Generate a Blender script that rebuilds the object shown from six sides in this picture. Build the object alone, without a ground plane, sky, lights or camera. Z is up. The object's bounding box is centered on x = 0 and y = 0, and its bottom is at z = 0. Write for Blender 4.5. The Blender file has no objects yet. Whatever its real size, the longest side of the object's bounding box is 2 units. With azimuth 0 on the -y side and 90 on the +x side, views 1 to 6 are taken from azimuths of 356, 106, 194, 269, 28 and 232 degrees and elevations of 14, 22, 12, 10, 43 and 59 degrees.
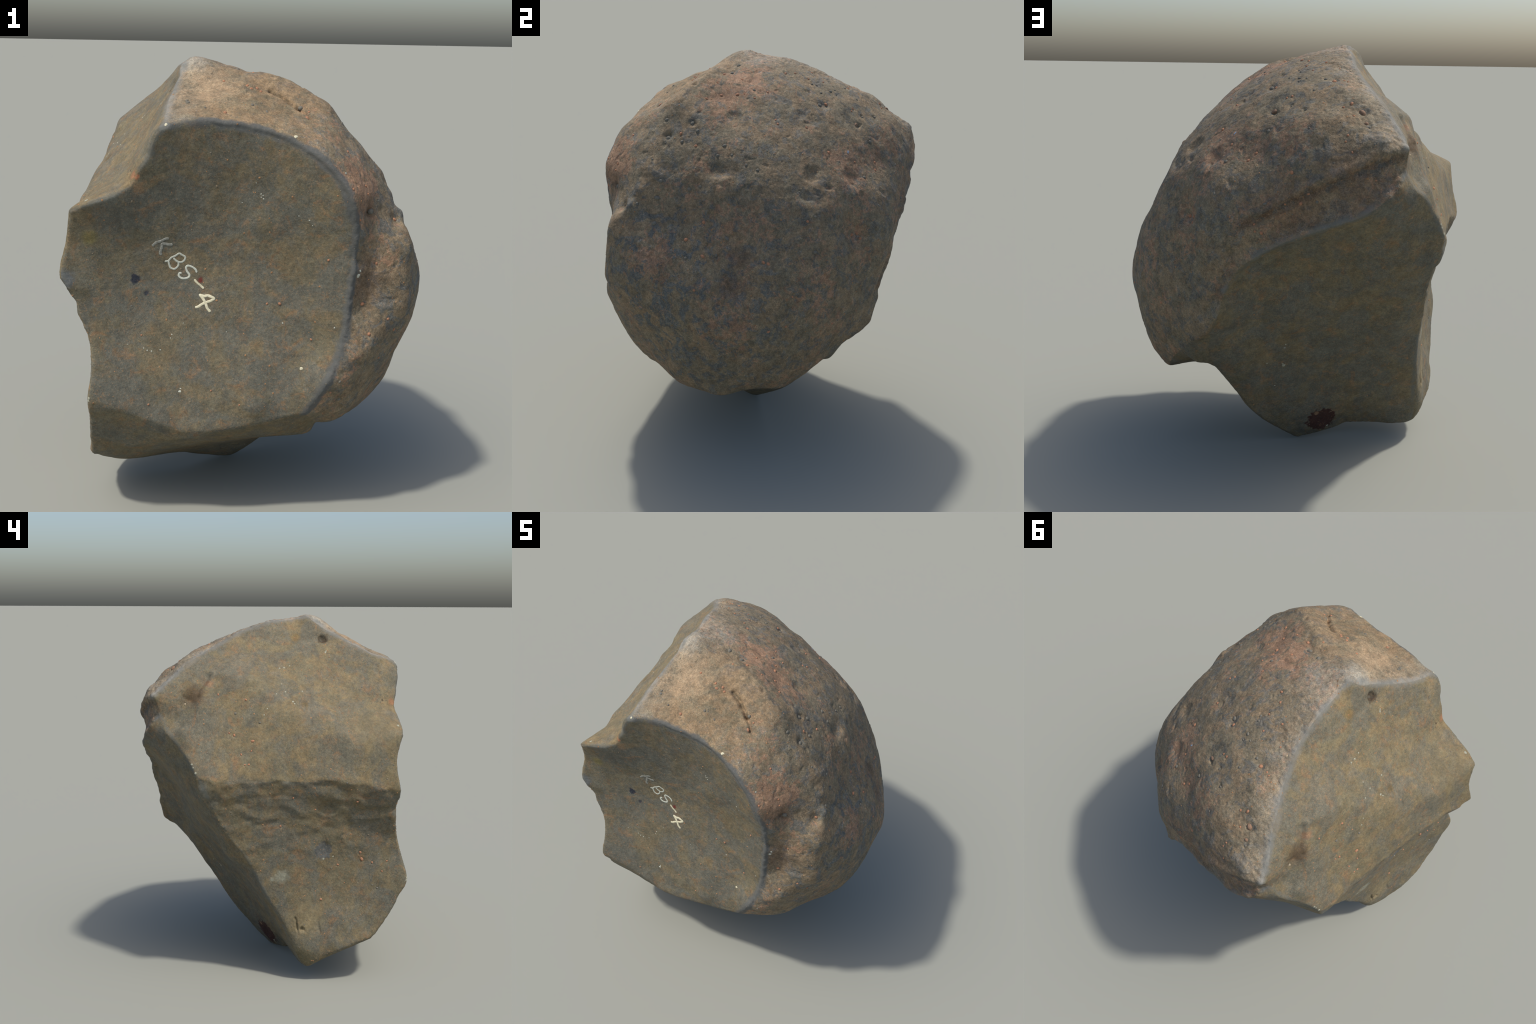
import math
import random

import bmesh
import bpy
import numpy as np
from mathutils import Matrix, Vector, bvhtree

random.seed(7)
rng = np.random.default_rng(7)
# ---------------------------------------------------------------- form
CORE = np.array((-0.02, 0.0, 0.97))          # all surfaces are seen from here

APEX = (-0.268, -0.192, 1.993)               # highest corner
SHOULDER = (-0.362, -0.693, 1.742)           # where the shelf meets the struck face
BEAK = (-0.746, -0.668, 1.392)               # upper left tooth of the struck face
SPUR = (-0.785, -0.662, 1.068)               # middle left tooth
BARB = (-0.694, -0.731, 0.600)               # lower left tooth
FOOT_FRONT = (-0.698, -0.545, 0.262)
FOOT_LEFT = (-0.633, -0.187, 0.066)
FOOT_BACK = (-0.072, -0.010, -0.006)
HEEL = (0.232, -0.700, 0.508)                # rim meets the lower front edge
CREST_BACK = (-0.657, 0.645, 1.580)          # back end of the top ridge
NICK = (-0.647, 0.597, 1.474)
ELBOW = (-0.808, 0.400, 1.167)               # where three scars meet on the left
CHIN = (0.140, 0.676, 0.835)                 # lump hanging over the back scar
BLEND = (0.104, 0.690, 0.945)

RIDGE = {
 "shelf": [APEX, (-0.302, -0.232, 1.960), (-0.308, -0.307, 1.914), (-0.327, -0.377, 1.873), (-0.345, -0.448, 1.838), (-0.358, -0.510, 1.812), (-0.366, -0.570, 1.788), (-0.363, -0.630, 1.762), SHOULDER],
 "rim": [SHOULDER, (-0.311, -0.671, 1.748), (-0.235, -0.670, 1.759), (-0.174, -0.666, 1.757), (-0.108, -0.664, 1.750), (-0.036, -0.658, 1.742), (0.027, -0.657, 1.725), (0.104, -0.664, 1.704), (0.165, -0.677, 1.677), (0.226, -0.696, 1.645), (0.286, -0.715, 1.601), (0.338, -0.730, 1.544), (0.384, -0.743, 1.479), (0.408, -0.741, 1.417), (0.418, -0.724, 1.334), (0.423, -0.712, 1.208), (0.419, -0.711, 1.140), (0.408, -0.705, 1.065), (0.400, -0.703, 0.974), (0.396, -0.705, 0.910), (0.382, -0.708, 0.821), (0.358, -0.722, 0.743), (0.313, -0.740, 0.660), (0.272, -0.722, 0.580), HEEL],
 "notch": [SHOULDER, (-0.404, -0.690, 1.706), (-0.417, -0.691, 1.671), (-0.430, -0.681, 1.614), (-0.466, -0.671, 1.567), (-0.485, -0.661, 1.529), (-0.508, -0.664, 1.496), (-0.578, -0.674, 1.453), (-0.669, -0.677, 1.424), BEAK],
 "left_upper": [BEAK, (-0.761, -0.645, 1.315), (-0.777, -0.637, 1.239), (-0.796, -0.646, 1.161), (-0.799, -0.658, 1.105), SPUR],
 "left_lower": [SPUR, (-0.741, -0.646, 1.008), (-0.730, -0.648, 0.954), (-0.707, -0.654, 0.900), (-0.689, -0.662, 0.846), (-0.681, -0.675, 0.783), (-0.675, -0.690, 0.726), (-0.681, -0.709, 0.666), BARB],
 "chamfer_left": [BARB, (-0.696, -0.720, 0.565), (-0.693, -0.682, 0.505), (-0.692, -0.660, 0.454), (-0.697, -0.605, 0.356), FOOT_FRONT],
 "chamfer_top": [BARB, (-0.632, -0.724, 0.575), (-0.543, -0.716, 0.541), (-0.476, -0.706, 0.507), (-0.369, -0.702, 0.466), (-0.315, -0.704, 0.445), (-0.234, -0.708, 0.437), (-0.152, -0.709, 0.440), (-0.070, -0.702, 0.445)],
 "chamfer_foot": [FOOT_FRONT, (-0.620, -0.565, 0.288), (-0.541, -0.595, 0.318), (-0.399, -0.647, 0.364), (-0.261, -0.686, 0.399), (-0.165, -0.698, 0.424), (-0.070, -0.702, 0.445)],
 "front_foot": [(-0.070, -0.702, 0.445), (0.020, -0.698, 0.460), (0.128, -0.706, 0.488), HEEL],
 "spine": [SPUR, (-0.797, -0.565, 1.117), (-0.789, -0.486, 1.130), (-0.790, -0.378, 1.146), (-0.788, -0.271, 1.155), (-0.781, -0.147, 1.146), (-0.785, -0.009, 1.152), (-0.788, 0.104, 1.145), (-0.791, 0.226, 1.138), (-0.806, 0.308, 1.146), ELBOW],
 "top": [APEX, (-0.270, -0.150, 1.978), (-0.290, -0.055, 1.968), (-0.306, 0.025, 1.962), (-0.322, 0.097, 1.939), (-0.346, 0.176, 1.908), (-0.380, 0.254, 1.867), (-0.420, 0.318, 1.831), (-0.466, 0.381, 1.795), (-0.498, 0.425, 1.767), (-0.531, 0.475, 1.734), (-0.571, 0.521, 1.688), (-0.619, 0.573, 1.636), CREST_BACK],
 "back_corner": [CREST_BACK, (-0.649, 0.622, 1.530), NICK],
 "back_edge": [NICK, (-0.681, 0.578, 1.405), (-0.719, 0.541, 1.370), (-0.751, 0.482, 1.309), (-0.783, 0.442, 1.250), ELBOW],
 "keel": [ELBOW, (-0.779, 0.390, 1.075), (-0.750, 0.331, 0.986), (-0.722, 0.265, 0.865), (-0.706, 0.184, 0.760), (-0.686, 0.108, 0.640), (-0.678, 0.057, 0.526), (-0.675, 0.003, 0.435), (-0.677, -0.060, 0.333), (-0.678, -0.090, 0.260), (-0.660, -0.140, 0.130), FOOT_LEFT],
 "sole": [FOOT_LEFT, (-0.554, -0.156, 0.061), (-0.458, -0.138, 0.064), (-0.313, -0.108, 0.062), (-0.258, -0.085, 0.038), (-0.197, -0.060, 0.022), (-0.115, -0.025, 0.004), FOOT_BACK],
 "scar_foot": [FOOT_BACK, (-0.030, 0.060, 0.045), (0.026, 0.126, 0.106), (0.064, 0.182, 0.155), (0.120, 0.263, 0.249), (0.158, 0.328, 0.345), (0.215, 0.418, 0.475), (0.235, 0.520, 0.600), (0.195, 0.610, 0.715), CHIN],
 "back_rim": [NICK, (-0.625, 0.664, 1.415), (-0.529, 0.701, 1.330), (-0.470, 0.711, 1.298), (-0.386, 0.709, 1.264), (-0.307, 0.713, 1.237), (-0.230, 0.715, 1.208), (-0.118, 0.705, 1.156), (-0.063, 0.704, 1.122), (0.024, 0.707, 1.066), (0.062, 0.708, 1.015), BLEND],
 "chin_rim": [BLEND, (0.118, 0.681, 0.912), CHIN],
 "chin": [CHIN, (0.168, 0.668, 0.775), (0.213, 0.652, 0.715), (0.299, 0.575, 0.664), (0.362, 0.505, 0.604)],
 "ledge": [CREST_BACK, (-0.562, 0.679, 1.558), (-0.514, 0.697, 1.540), (-0.437, 0.717, 1.495), (-0.341, 0.729, 1.454), (-0.233, 0.716, 1.402), (-0.150, 0.722, 1.350), (-0.085, 0.724, 1.315), (-0.020, 0.720, 1.285), (0.030, 0.716, 1.260)],
 "ledge_end": [(0.030, 0.716, 1.260), (0.075, 0.713, 1.200), (0.105, 0.706, 1.120), (0.110, 0.700, 1.030), BLEND],
 "belly": [(0.362, 0.505, 0.604), (0.438, 0.425, 0.535), (0.490, 0.350, 0.470), (0.518, 0.285, 0.426), (0.500, 0.150, 0.398), (0.445, 0.000, 0.362), (0.390, -0.140, 0.292), (0.335, -0.330, 0.316), (0.300, -0.540, 0.403), HEEL],
}
FACET = {   # closed loops of ridges, '-' runs a ridge backwards; the rind is all the rest
 "struck_face": ["rim", "-front_foot", "-chamfer_top", "-left_lower", "-left_upper", "-notch"],
 "upper_scar": ["shelf", "notch", "left_upper", "spine", "-back_edge", "-back_corner", "-top"],
 "lower_scar": ["-spine", "left_lower", "chamfer_left", "*foot_edge", "-keel"],
 "back_scar": ["back_edge", "keel", "sole", "scar_foot", "-chin_rim", "-back_rim"],
 "back_band": ["back_corner", "back_rim", "-ledge_end", "-ledge"],
 "chamfer": ["chamfer_top", "-chamfer_foot", "-chamfer_left"],
 "underside": ["chamfer_foot", "front_foot", "-belly", "-chin", "-scar_foot", "-sole", "-*foot_edge"],
}
RIDGE["*foot_edge"] = [FOOT_FRONT, (-0.711, -0.500, 0.250), (-0.715, -0.443, 0.230), (-0.713, -0.345, 0.186), (-0.697, -0.284, 0.152), (-0.680, -0.231, 0.116), FOOT_LEFT]

BODY = {    # points the surfaces pass through between their ridges
 "struck_face": [(-0.377, -0.591, 1.233), (-0.193, -0.602, 0.987), (-0.492, -0.592, 1.088), (-0.107, -0.624, 0.855), (-0.306, -0.674, 0.606), (-0.439, -0.638, 0.779), (0.031, -0.623, 1.451), (0.347, -0.690, 0.891), (0.133, -0.629, 0.894), (0.214, -0.671, 0.702), (0.045, -0.650, 1.633), (-0.297, -0.651, 1.619), (-0.361, -0.672, 1.659), (-0.675, -0.631, 1.270), (-0.566, -0.647, 1.381), (0.010, -0.617, 1.334)],
 "struck_face lower": [(-0.020, -0.610, 1.378), (0.187, -0.638, 1.303), (-0.142, -0.580, 1.139), (0.003, -0.602, 1.200), (0.156, -0.617, 1.027), (0.066, -0.616, 0.976), (0.122, -0.619, 0.971), (-0.124, -0.641, 0.771), (0.012, -0.678, 0.688), (0.168, -0.652, 0.768), (-0.172, -0.674, 0.608), (-0.048, -0.694, 0.555), (0.151, -0.674, 0.660), (-0.003, -0.715, 0.545), (-0.095, -0.678, 0.611), (-0.146, -0.661, 0.671), (0.248, -0.650, 0.810), (0.108, -0.680, 0.639)],
 "upper_scar": [(-0.654, 0.468, 1.539), (-0.338, -0.274, 1.868), (-0.342, -0.123, 1.877), (-0.388, -0.287, 1.792), (-0.622, -0.160, 1.549), (-0.586, 0.330, 1.690), (-0.602, 0.137, 1.648), (-0.702, -0.417, 1.401), (-0.707, 0.211, 1.379), (-0.744, 0.175, 1.281), (-0.723, 0.114, 1.352), (-0.466, -0.088, 1.726), (-0.481, -0.032, 1.711), (-0.576, -0.152, 1.596), (-0.446, -0.437, 1.671), (-0.501, -0.599, 1.544), (-0.750, -0.295, 1.305), (-0.730, -0.377, 1.397), (-0.610, 0.346, 1.650), (-0.649, 0.395, 1.592), (-0.464, 0.343, 1.794), (-0.691, 0.487, 1.421)],
 "upper_scar bumps": [(-0.594, 0.276, 1.683), (-0.602, 0.239, 1.679), (-0.601, 0.191, 1.672), (-0.600, 0.113, 1.634), (-0.616, 0.068, 1.603), (-0.632, 0.032, 1.580), (-0.764, -0.336, 1.247), (-0.787, -0.562, 1.143), (-0.775, -0.544, 1.186), (-0.665, -0.465, 1.429), (-0.615, -0.312, 1.504), (-0.580, -0.287, 1.545), (-0.549, -0.307, 1.571), (-0.638, -0.096, 1.545), (-0.613, -0.110, 1.574), (-0.695, -0.132, 1.473), (-0.596, -0.058, 1.597), (-0.601, -0.073, 1.584), (-0.719, -0.427, 1.383), (-0.574, -0.491, 1.491), (-0.678, -0.645, 1.431), (-0.709, 0.278, 1.391), (-0.726, 0.318, 1.361), (-0.706, 0.238, 1.389), (-0.740, 0.224, 1.289), (-0.741, 0.123, 1.301), (-0.745, 0.133, 1.285), (-0.748, 0.109, 1.291), (-0.765, 0.158, 1.232), (-0.765, 0.138, 1.233), (-0.779, 0.163, 1.194), (-0.668, 0.205, 1.491), (-0.689, 0.079, 1.445), (-0.660, 0.132, 1.510), (-0.639, 0.148, 1.560), (-0.627, 0.114, 1.593), (-0.646, 0.297, 1.583), (-0.675, 0.332, 1.531), (-0.713, 0.486, 1.416), (-0.748, 0.468, 1.345), (-0.769, 0.340, 1.262), (-0.779, 0.384, 1.253), (-0.764, 0.225, 1.227), (-0.769, 0.076, 1.243), (-0.716, 0.000, 1.399)],
 "lower_scar": [(-0.671, -0.320, 0.716), (-0.677, -0.269, 0.701), (-0.689, -0.251, 0.311), (-0.689, -0.152, 0.309), (-0.713, -0.378, 0.246), (-0.710, -0.420, 0.290), (-0.671, -0.360, 0.450), (-0.680, -0.520, 0.480), (-0.690, -0.480, 0.380), (-0.683, -0.115, 0.401), (-0.691, -0.146, 0.222)],
 "back_scar": [(-0.208, 0.057, 0.200), (-0.191, -0.014, 0.044), (-0.420, 0.622, 1.190), (-0.250, 0.620, 1.130), (-0.100, 0.622, 1.060), (0.000, 0.638, 0.985), (0.060, 0.612, 0.870), (0.110, 0.545, 0.730), (-0.250, 0.478, 0.900), (-0.100, 0.492, 0.800), (-0.030, 0.500, 0.800), (-0.350, 0.383, 0.800), (-0.550, 0.360, 0.870), (-0.500, 0.306, 0.780), (-0.600, 0.268, 0.720), (-0.400, 0.270, 0.680), (-0.500, 0.100, 0.480), (0.000, 0.450, 0.680), (0.000, 0.362, 0.550), (-0.340, 0.050, 0.300), (-0.500, -0.010, 0.300), (-0.100, 0.285, 0.500), (-0.180, 0.120, 0.300), (0.105, 0.465, 0.580), (0.100, 0.390, 0.460), (0.060, 0.275, 0.330)],
 "back_band": [(-0.430, 0.694, 1.395), (-0.550, 0.670, 1.455), (-0.300, 0.700, 1.335), (-0.150, 0.697, 1.245), (-0.620, 0.632, 1.500)],
 "chamfer": [],
 "underside": [(0.311, 0.470, 0.528), (0.436, 0.385, 0.490), (0.270, 0.500, 0.560), (0.420, 0.250, 0.450), (0.300, 0.355, 0.525), (0.260, 0.260, 0.440), (0.320, 0.090, 0.385), (0.380, 0.120, 0.420), (0.320, -0.150, 0.285), (0.150, 0.080, 0.180), (0.120, -0.120, 0.160), (-0.060, -0.300, 0.190), (0.150, -0.350, 0.262), (0.184, -0.410, 0.285), (0.295, -0.465, 0.325), (-0.350, -0.350, 0.180), (-0.657, -0.451, 0.208), (-0.605, -0.352, 0.145), (-0.592, -0.295, 0.118)],
 "rind": [(0.129, 0.458, 1.601), (-0.046, 0.462, 1.699), (0.086, -0.393, 1.859), (0.200, -0.466, 1.790), (0.240, -0.512, 1.759), (0.493, -0.648, 1.376), (0.624, -0.532, 1.325), (0.027, -0.199, 1.920), (-0.048, -0.189, 1.947), (-0.007, 0.300, 1.799), (0.538, -0.049, 1.516), (-0.451, 0.545, 1.710), (-0.289, 0.353, 1.837), (0.210, 0.506, 1.497), (0.365, 0.335, 1.527), (0.182, -0.117, 1.841), (0.219, -0.188, 1.836), (0.162, -0.228, 1.888), (0.180, -0.029, 1.830), (0.198, 0.017, 1.806), (0.235, 0.104, 1.750), (0.252, 0.122, 1.734), (0.128, -0.101, 1.869), (0.160, -0.281, 1.907), (0.316, -0.267, 1.801)],
 "rind crown": [(0.455, -0.375, 1.662), (0.467, -0.296, 1.647), (0.270, -0.246, 1.824), (0.465, -0.042, 1.609), (0.444, -0.315, 1.677), (0.339, -0.221, 1.775), (0.327, -0.074, 1.734), (0.149, 0.197, 1.765), (-0.067, 0.258, 1.843), (-0.187, 0.698, 1.468), (-0.001, 0.576, 1.529), (0.035, 0.589, 1.497), (0.064, 0.659, 1.398), (-0.472, 0.587, 1.670), (-0.487, 0.603, 1.656), (-0.415, 0.574, 1.699), (-0.392, 0.515, 1.744), (-0.362, 0.530, 1.731), (-0.402, 0.666, 1.598), (-0.198, 0.521, 1.716), (-0.248, 0.343, 1.842), (0.687, -0.184, 1.232), (0.305, 0.562, 1.237), (0.290, 0.614, 1.123)],
 "rind flank": [(0.623, -0.611, 0.858), (0.585, -0.653, 0.917), (0.496, -0.695, 0.862), (0.470, -0.660, 0.985), (0.510, -0.695, 0.828), (0.440, -0.724, 0.773), (0.711, -0.545, 1.105), (0.445, -0.705, 0.734), (0.341, -0.709, 0.605), (0.387, -0.713, 0.642), (0.567, -0.601, 0.723), (0.479, -0.665, 1.183), (-0.116, -0.372, 1.898), (-0.119, -0.582, 1.786), (0.048, -0.539, 1.792), (-0.004, -0.537, 1.812), (0.166, -0.656, 1.700), (0.369, -0.702, 1.552), (0.441, -0.694, 1.117), (0.583, -0.395, 1.520), (0.619, -0.451, 1.430), (0.658, -0.490, 1.362), (0.673, -0.534, 1.297), (0.678, -0.593, 1.231), (0.649, -0.618, 1.153)],
 "rind lower": [(0.570, -0.084, 0.394), (0.528, -0.253, 0.402), (0.578, -0.291, 0.492), (0.600, 0.108, 0.432), (0.185, 0.694, 1.130), (0.190, 0.690, 1.050), (0.656, 0.293, 1.041), (0.572, 0.407, 1.085), (0.756, -0.059, 1.049), (0.765, 0.050, 0.980), (0.430, 0.468, 0.820), (0.490, 0.380, 0.690), (0.395, 0.460, 0.718), (0.515, 0.462, 0.923)],
 "rind spots": [(0.625, -0.360, 1.396), (0.672, -0.444, 1.298), (0.674, -0.359, 1.287), (0.641, -0.453, 1.365), (0.611, -0.224, 1.384), (0.766, -0.371, 1.115), (0.776, -0.404, 1.059), (0.801, -0.153, 0.954), (0.639, -0.116, 1.314), (0.662, 0.095, 1.208), (0.296, 0.586, 1.213), (0.346, 0.583, 1.168), (0.251, 0.621, 1.275), (0.271, 0.573, 1.338), (0.212, 0.656, 0.817), (0.272, 0.626, 1.083)],
 "rind upper": [(-0.034, -0.143, 1.947), (0.054, -0.270, 1.933), (0.127, -0.282, 1.918), (0.176, -0.298, 1.903), (0.247, -0.323, 1.864), (0.310, -0.359, 1.829), (0.355, -0.368, 1.797), (0.402, -0.366, 1.731), (0.449, -0.406, 1.669), (0.518, -0.382, 1.595), (0.565, -0.365, 1.525), (0.592, -0.441, 1.469), (-0.204, -0.260, 1.984), (-0.126, -0.319, 1.930), (-0.076, -0.429, 1.877), (-0.422, 0.400, 1.801), (-0.459, 0.467, 1.773), (-0.516, 0.535, 1.701), (-0.565, 0.589, 1.653), (-0.558, 0.675, 1.598), (-0.351, 0.588, 1.699), (-0.241, 0.593, 1.680), (-0.113, 0.560, 1.648), (0.061, 0.460, 1.654), (0.206, 0.514, 1.493), (0.314, -0.680, 1.628), (0.367, -0.629, 1.631), (0.408, -0.574, 1.625), (0.562, -0.257, 1.512), (0.536, -0.125, 1.543), (0.550, -0.049, 1.513), (0.546, 0.061, 1.452), (-0.183, -0.173, 1.982), (-0.100, -0.111, 1.962), (0.365, -0.309, 1.771), (0.418, -0.148, 1.690), (0.464, 0.017, 1.589), (0.499, 0.143, 1.504), (-0.249, 0.067, 1.947), (-0.245, 0.281, 1.868), (-0.312, 0.422, 1.807), (-0.339, 0.641, 1.632), (-0.064, -0.370, 1.901), (-0.195, -0.444, 1.854), (-0.229, -0.542, 1.820)],
 "rind middle": [(0.627, -0.479, 1.385), (0.671, -0.508, 1.289), (0.722, -0.485, 1.192), (0.748, -0.439, 1.148), (0.775, -0.404, 1.062), (0.774, -0.378, 0.958), (0.763, -0.392, 0.883), (0.617, -0.617, 1.244), (0.644, -0.623, 1.158), (0.641, -0.635, 1.044), (0.647, -0.636, 0.956), (0.499, -0.700, 0.812), (0.410, 0.434, 1.411), (0.487, 0.421, 1.314), (0.599, 0.353, 1.162), (0.671, 0.274, 1.083), (0.752, 0.165, 0.925), (0.790, 0.091, 0.837), (0.795, 0.054, 0.808), (0.533, 0.184, 1.423), (0.543, 0.296, 1.335), (0.554, 0.378, 1.238), (0.525, 0.437, 1.203), (0.485, 0.497, 1.157), (0.429, 0.541, 1.125), (0.356, 0.579, 1.098), (0.210, 0.663, 1.214), (0.161, 0.694, 1.067), (0.543, 0.205, 1.391), (0.595, 0.226, 1.273), (0.663, 0.229, 1.138), (0.711, 0.185, 1.044), (0.770, 0.135, 0.867), (0.771, 0.129, 0.805)],
 "rind lower": [(0.741, -0.380, 0.800), (0.699, -0.357, 0.693), (0.649, -0.408, 0.611), (0.569, -0.438, 0.542), (0.517, -0.495, 0.510), (0.477, -0.501, 0.463), (0.442, -0.481, 0.405), (0.379, -0.474, 0.371), (0.494, -0.665, 0.705), (0.430, -0.623, 0.546), (0.438, -0.433, 0.384), (0.475, -0.335, 0.348), (0.478, -0.268, 0.320), (0.673, -0.086, 0.423), (0.661, 0.013, 0.408), (0.780, -0.085, 0.750), (0.708, -0.006, 0.495), (0.577, -0.481, 0.581), (0.471, -0.546, 0.487), (0.364, -0.630, 0.492), (0.717, 0.155, 0.674), (0.701, 0.131, 0.567), (0.677, 0.056, 0.456)],
}

def spline(points, step=0.035):
    """Centripetal-like Catmull-Rom run through the control points."""
    p = np.asarray(points, float)
    p = np.vstack([2 * p[0] - p[1], p, 2 * p[-1] - p[-2]])
    out = []
    for a, b, c, d in zip(p[:-3], p[1:-2], p[2:-1], p[3:]):
        n = max(1, int(np.ceil(np.linalg.norm(c - b) / step)))
        t = (np.arange(n) / n)[:, None]
        m0, m1 = 0.5 * (c - a), 0.5 * (d - b)
        L = np.linalg.norm(c - b)
        m0 *= min(1, L / (np.linalg.norm(m0) + 1e-9)); m1 *= min(1, L / (np.linalg.norm(m1) + 1e-9))
        out.append((2*t**3 - 3*t**2 + 1) * b + (t**3 - 2*t**2 + t) * m0 + (-2*t**3 + 3*t**2) * c + (t**3 - t**2) * m1)
    out.append(p[-2][None])
    return np.vstack(out)

LINE = {k: spline(v) for k, v in RIDGE.items()}

def loop_of(names):
    run = []
    for n in names:
        back = n.startswith("-")
        line = LINE[n.lstrip("-")]
        run.append((line[::-1] if back else line)[:-1])
    return np.vstack(run)

def unit(v):
    return v / np.linalg.norm(v, axis=-1, keepdims=True)

def inside(dirs, loop):
    """Which directions fall within a closed loop, by winding on the sphere."""
    q = unit(loop - CORE)
    axis = unit(q.mean(0))
    reach = (q @ axis).min()
    hit = np.zeros(len(dirs), bool)
    idx = np.nonzero(dirs @ axis > min(reach, 0.999) - 0.35)[0]
    for part in np.array_split(idx, max(1, len(idx) // 20000)):
        d = dirs[part]
        ref = np.where(np.abs(d[:, 2:3]) < 0.9, np.array([[0, 0, 1.]]), np.array([[1., 0, 0]]))
        e1 = unit(np.cross(d, ref)); e2 = np.cross(d, e1)
        ang = np.arctan2(e2 @ q.T, e1 @ q.T)
        turn = np.diff(np.hstack([ang, ang[:, :1]]), axis=1)
        turn = (turn + np.pi) % (2 * np.pi) - np.pi
        hit[part] = np.abs(turn.sum(1)) > np.pi
        hit[part] &= (d @ axis) > -0.2
    return hit

class Sheet:
    """Smooth surface through points: 1/distance from the core is a thin-plate function of direction,
    which keeps flat breaks flat."""
    def __init__(self, pts, soft=2e-5):
        v = np.asarray(pts, float) - CORE
        r = np.linalg.norm(v, axis=1)
        self.c = v / r[:, None]
        n = len(r)
        A = np.zeros((n + 4, n + 4))
        A[:n, :n] = self.kern(self.c, self.c) + soft * np.eye(n)
        A[:n, n] = 1; A[:n, n+1:] = self.c
        A[n:, :n] = A[:n, n:].T
        A[n:, n:] -= 1e-9 * np.eye(4)
        b = np.zeros(n + 4); b[:n] = 1 / r
        self.w = np.linalg.solve(A, b)
    @staticmethod
    def kern(a, b):
        d2 = np.maximum(2 - 2 * a @ b.T, 1e-12)
        return 0.5 * d2 * np.log(d2)
    def radius(self, d):
        out = np.empty(len(d))
        n = len(self.c)
        for part in np.array_split(np.arange(len(d)), max(1, len(d) // 20000)):
            out[part] = self.kern(d[part], self.c) @ self.w[:n] + self.w[n] + d[part] @ self.w[n+1:]
        return 1 / np.clip(out, 0.4, 5)

NAMES = ["rind"] + list(FACET)
def build_sheets():
    sheets = {}
    loops = {k: loop_of(v) for k, v in FACET.items()}
    for k, lp in loops.items():
        pts = [lp] + [np.array(v) for n, v in BODY.items() if n.split()[0] == k and len(v)]
        pts = np.vstack(pts)
        sheets[k] = Sheet(thin(pts))
    edge = np.vstack([LINE[k] for k in ("shelf", "rim", "top", "ledge", "ledge_end", "chin_rim", "chin", "belly")])
    body = np.vstack([np.array(v) for n, v in BODY.items() if n.split()[0] == "rind"])
    sheets["rind"] = Sheet(thin(np.vstack([edge, body])))
    return sheets, loops

def thin(pts, gap=0.012):
    d = unit(pts - CORE)
    keep = []
    for i in range(len(d)):
        if not keep or (np.linalg.norm(d[keep] - d[i], axis=1)).min() > gap:
            keep.append(i)
    return pts[keep]

def facet_of(dirs, loops):
    f = np.zeros(len(dirs), int)
    for i, k in enumerate(NAMES):
        if k in loops:
            f[inside(dirs, loops[k])] = i
    return f

def radius_of(dirs, sheets, f):
    r = np.zeros(len(dirs))
    for i, k in enumerate(NAMES):
        m = f == i
        if m.any():
            r[m] = sheets[k].radius(dirs[m])
    return r

# ---------------------------------------------------------------- noise in plain numpy
PERM = rng.permutation(256)
PERM = np.concatenate([PERM, PERM, PERM])
GRAD = unit(rng.normal(size=(256, 3)))

def noise(p, size, seed=0.0):
    """Gradient noise, about -1..1, with lumps of the given size in metres."""
    q = p / size + seed * 17.31
    i = np.floor(q).astype(np.int64)
    f = q - i
    u = f * f * f * (f * (f * 6 - 15) + 10)
    i &= 255
    total = np.zeros(len(p))
    for dx in (0, 1):
        wx = u[:, 0] if dx else 1 - u[:, 0]
        for dy in (0, 1):
            wy = u[:, 1] if dy else 1 - u[:, 1]
            for dz in (0, 1):
                wz = u[:, 2] if dz else 1 - u[:, 2]
                h = PERM[PERM[PERM[(i[:, 0] + dx) & 255] + ((i[:, 1] + dy) & 255)] + ((i[:, 2] + dz) & 255)]
                g = GRAD[h]
                total += wx * wy * wz * ((f[:, 0] - dx) * g[:, 0] + (f[:, 1] - dy) * g[:, 1] + (f[:, 2] - dz) * g[:, 2])
    return total * 1.6

def near_line(p, pts, reach):
    """Distance to a polyline for the points within reach, else reach."""
    pts = np.asarray(pts, float)
    out = np.full(len(p), reach)
    lo, hi = pts.min(0) - reach, pts.max(0) + reach
    idx = np.nonzero(((p > lo) & (p < hi)).all(1))[0]
    if len(idx):
        q = p[idx]
        best = np.full(len(idx), reach)
        for a, b in zip(pts[:-1], pts[1:]):
            ab = b - a
            sel = np.nonzero((np.abs(q - (a + b) / 2) < np.abs(ab) / 2 + reach).all(1))[0]
            if len(sel):
                t = np.clip((q[sel] - a) @ ab / (ab @ ab), 0, 1)
                best[sel] = np.minimum(best[sel], np.linalg.norm(q[sel] - a - t[:, None] * ab, axis=1))
        out[idx] = best
    return out

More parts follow.
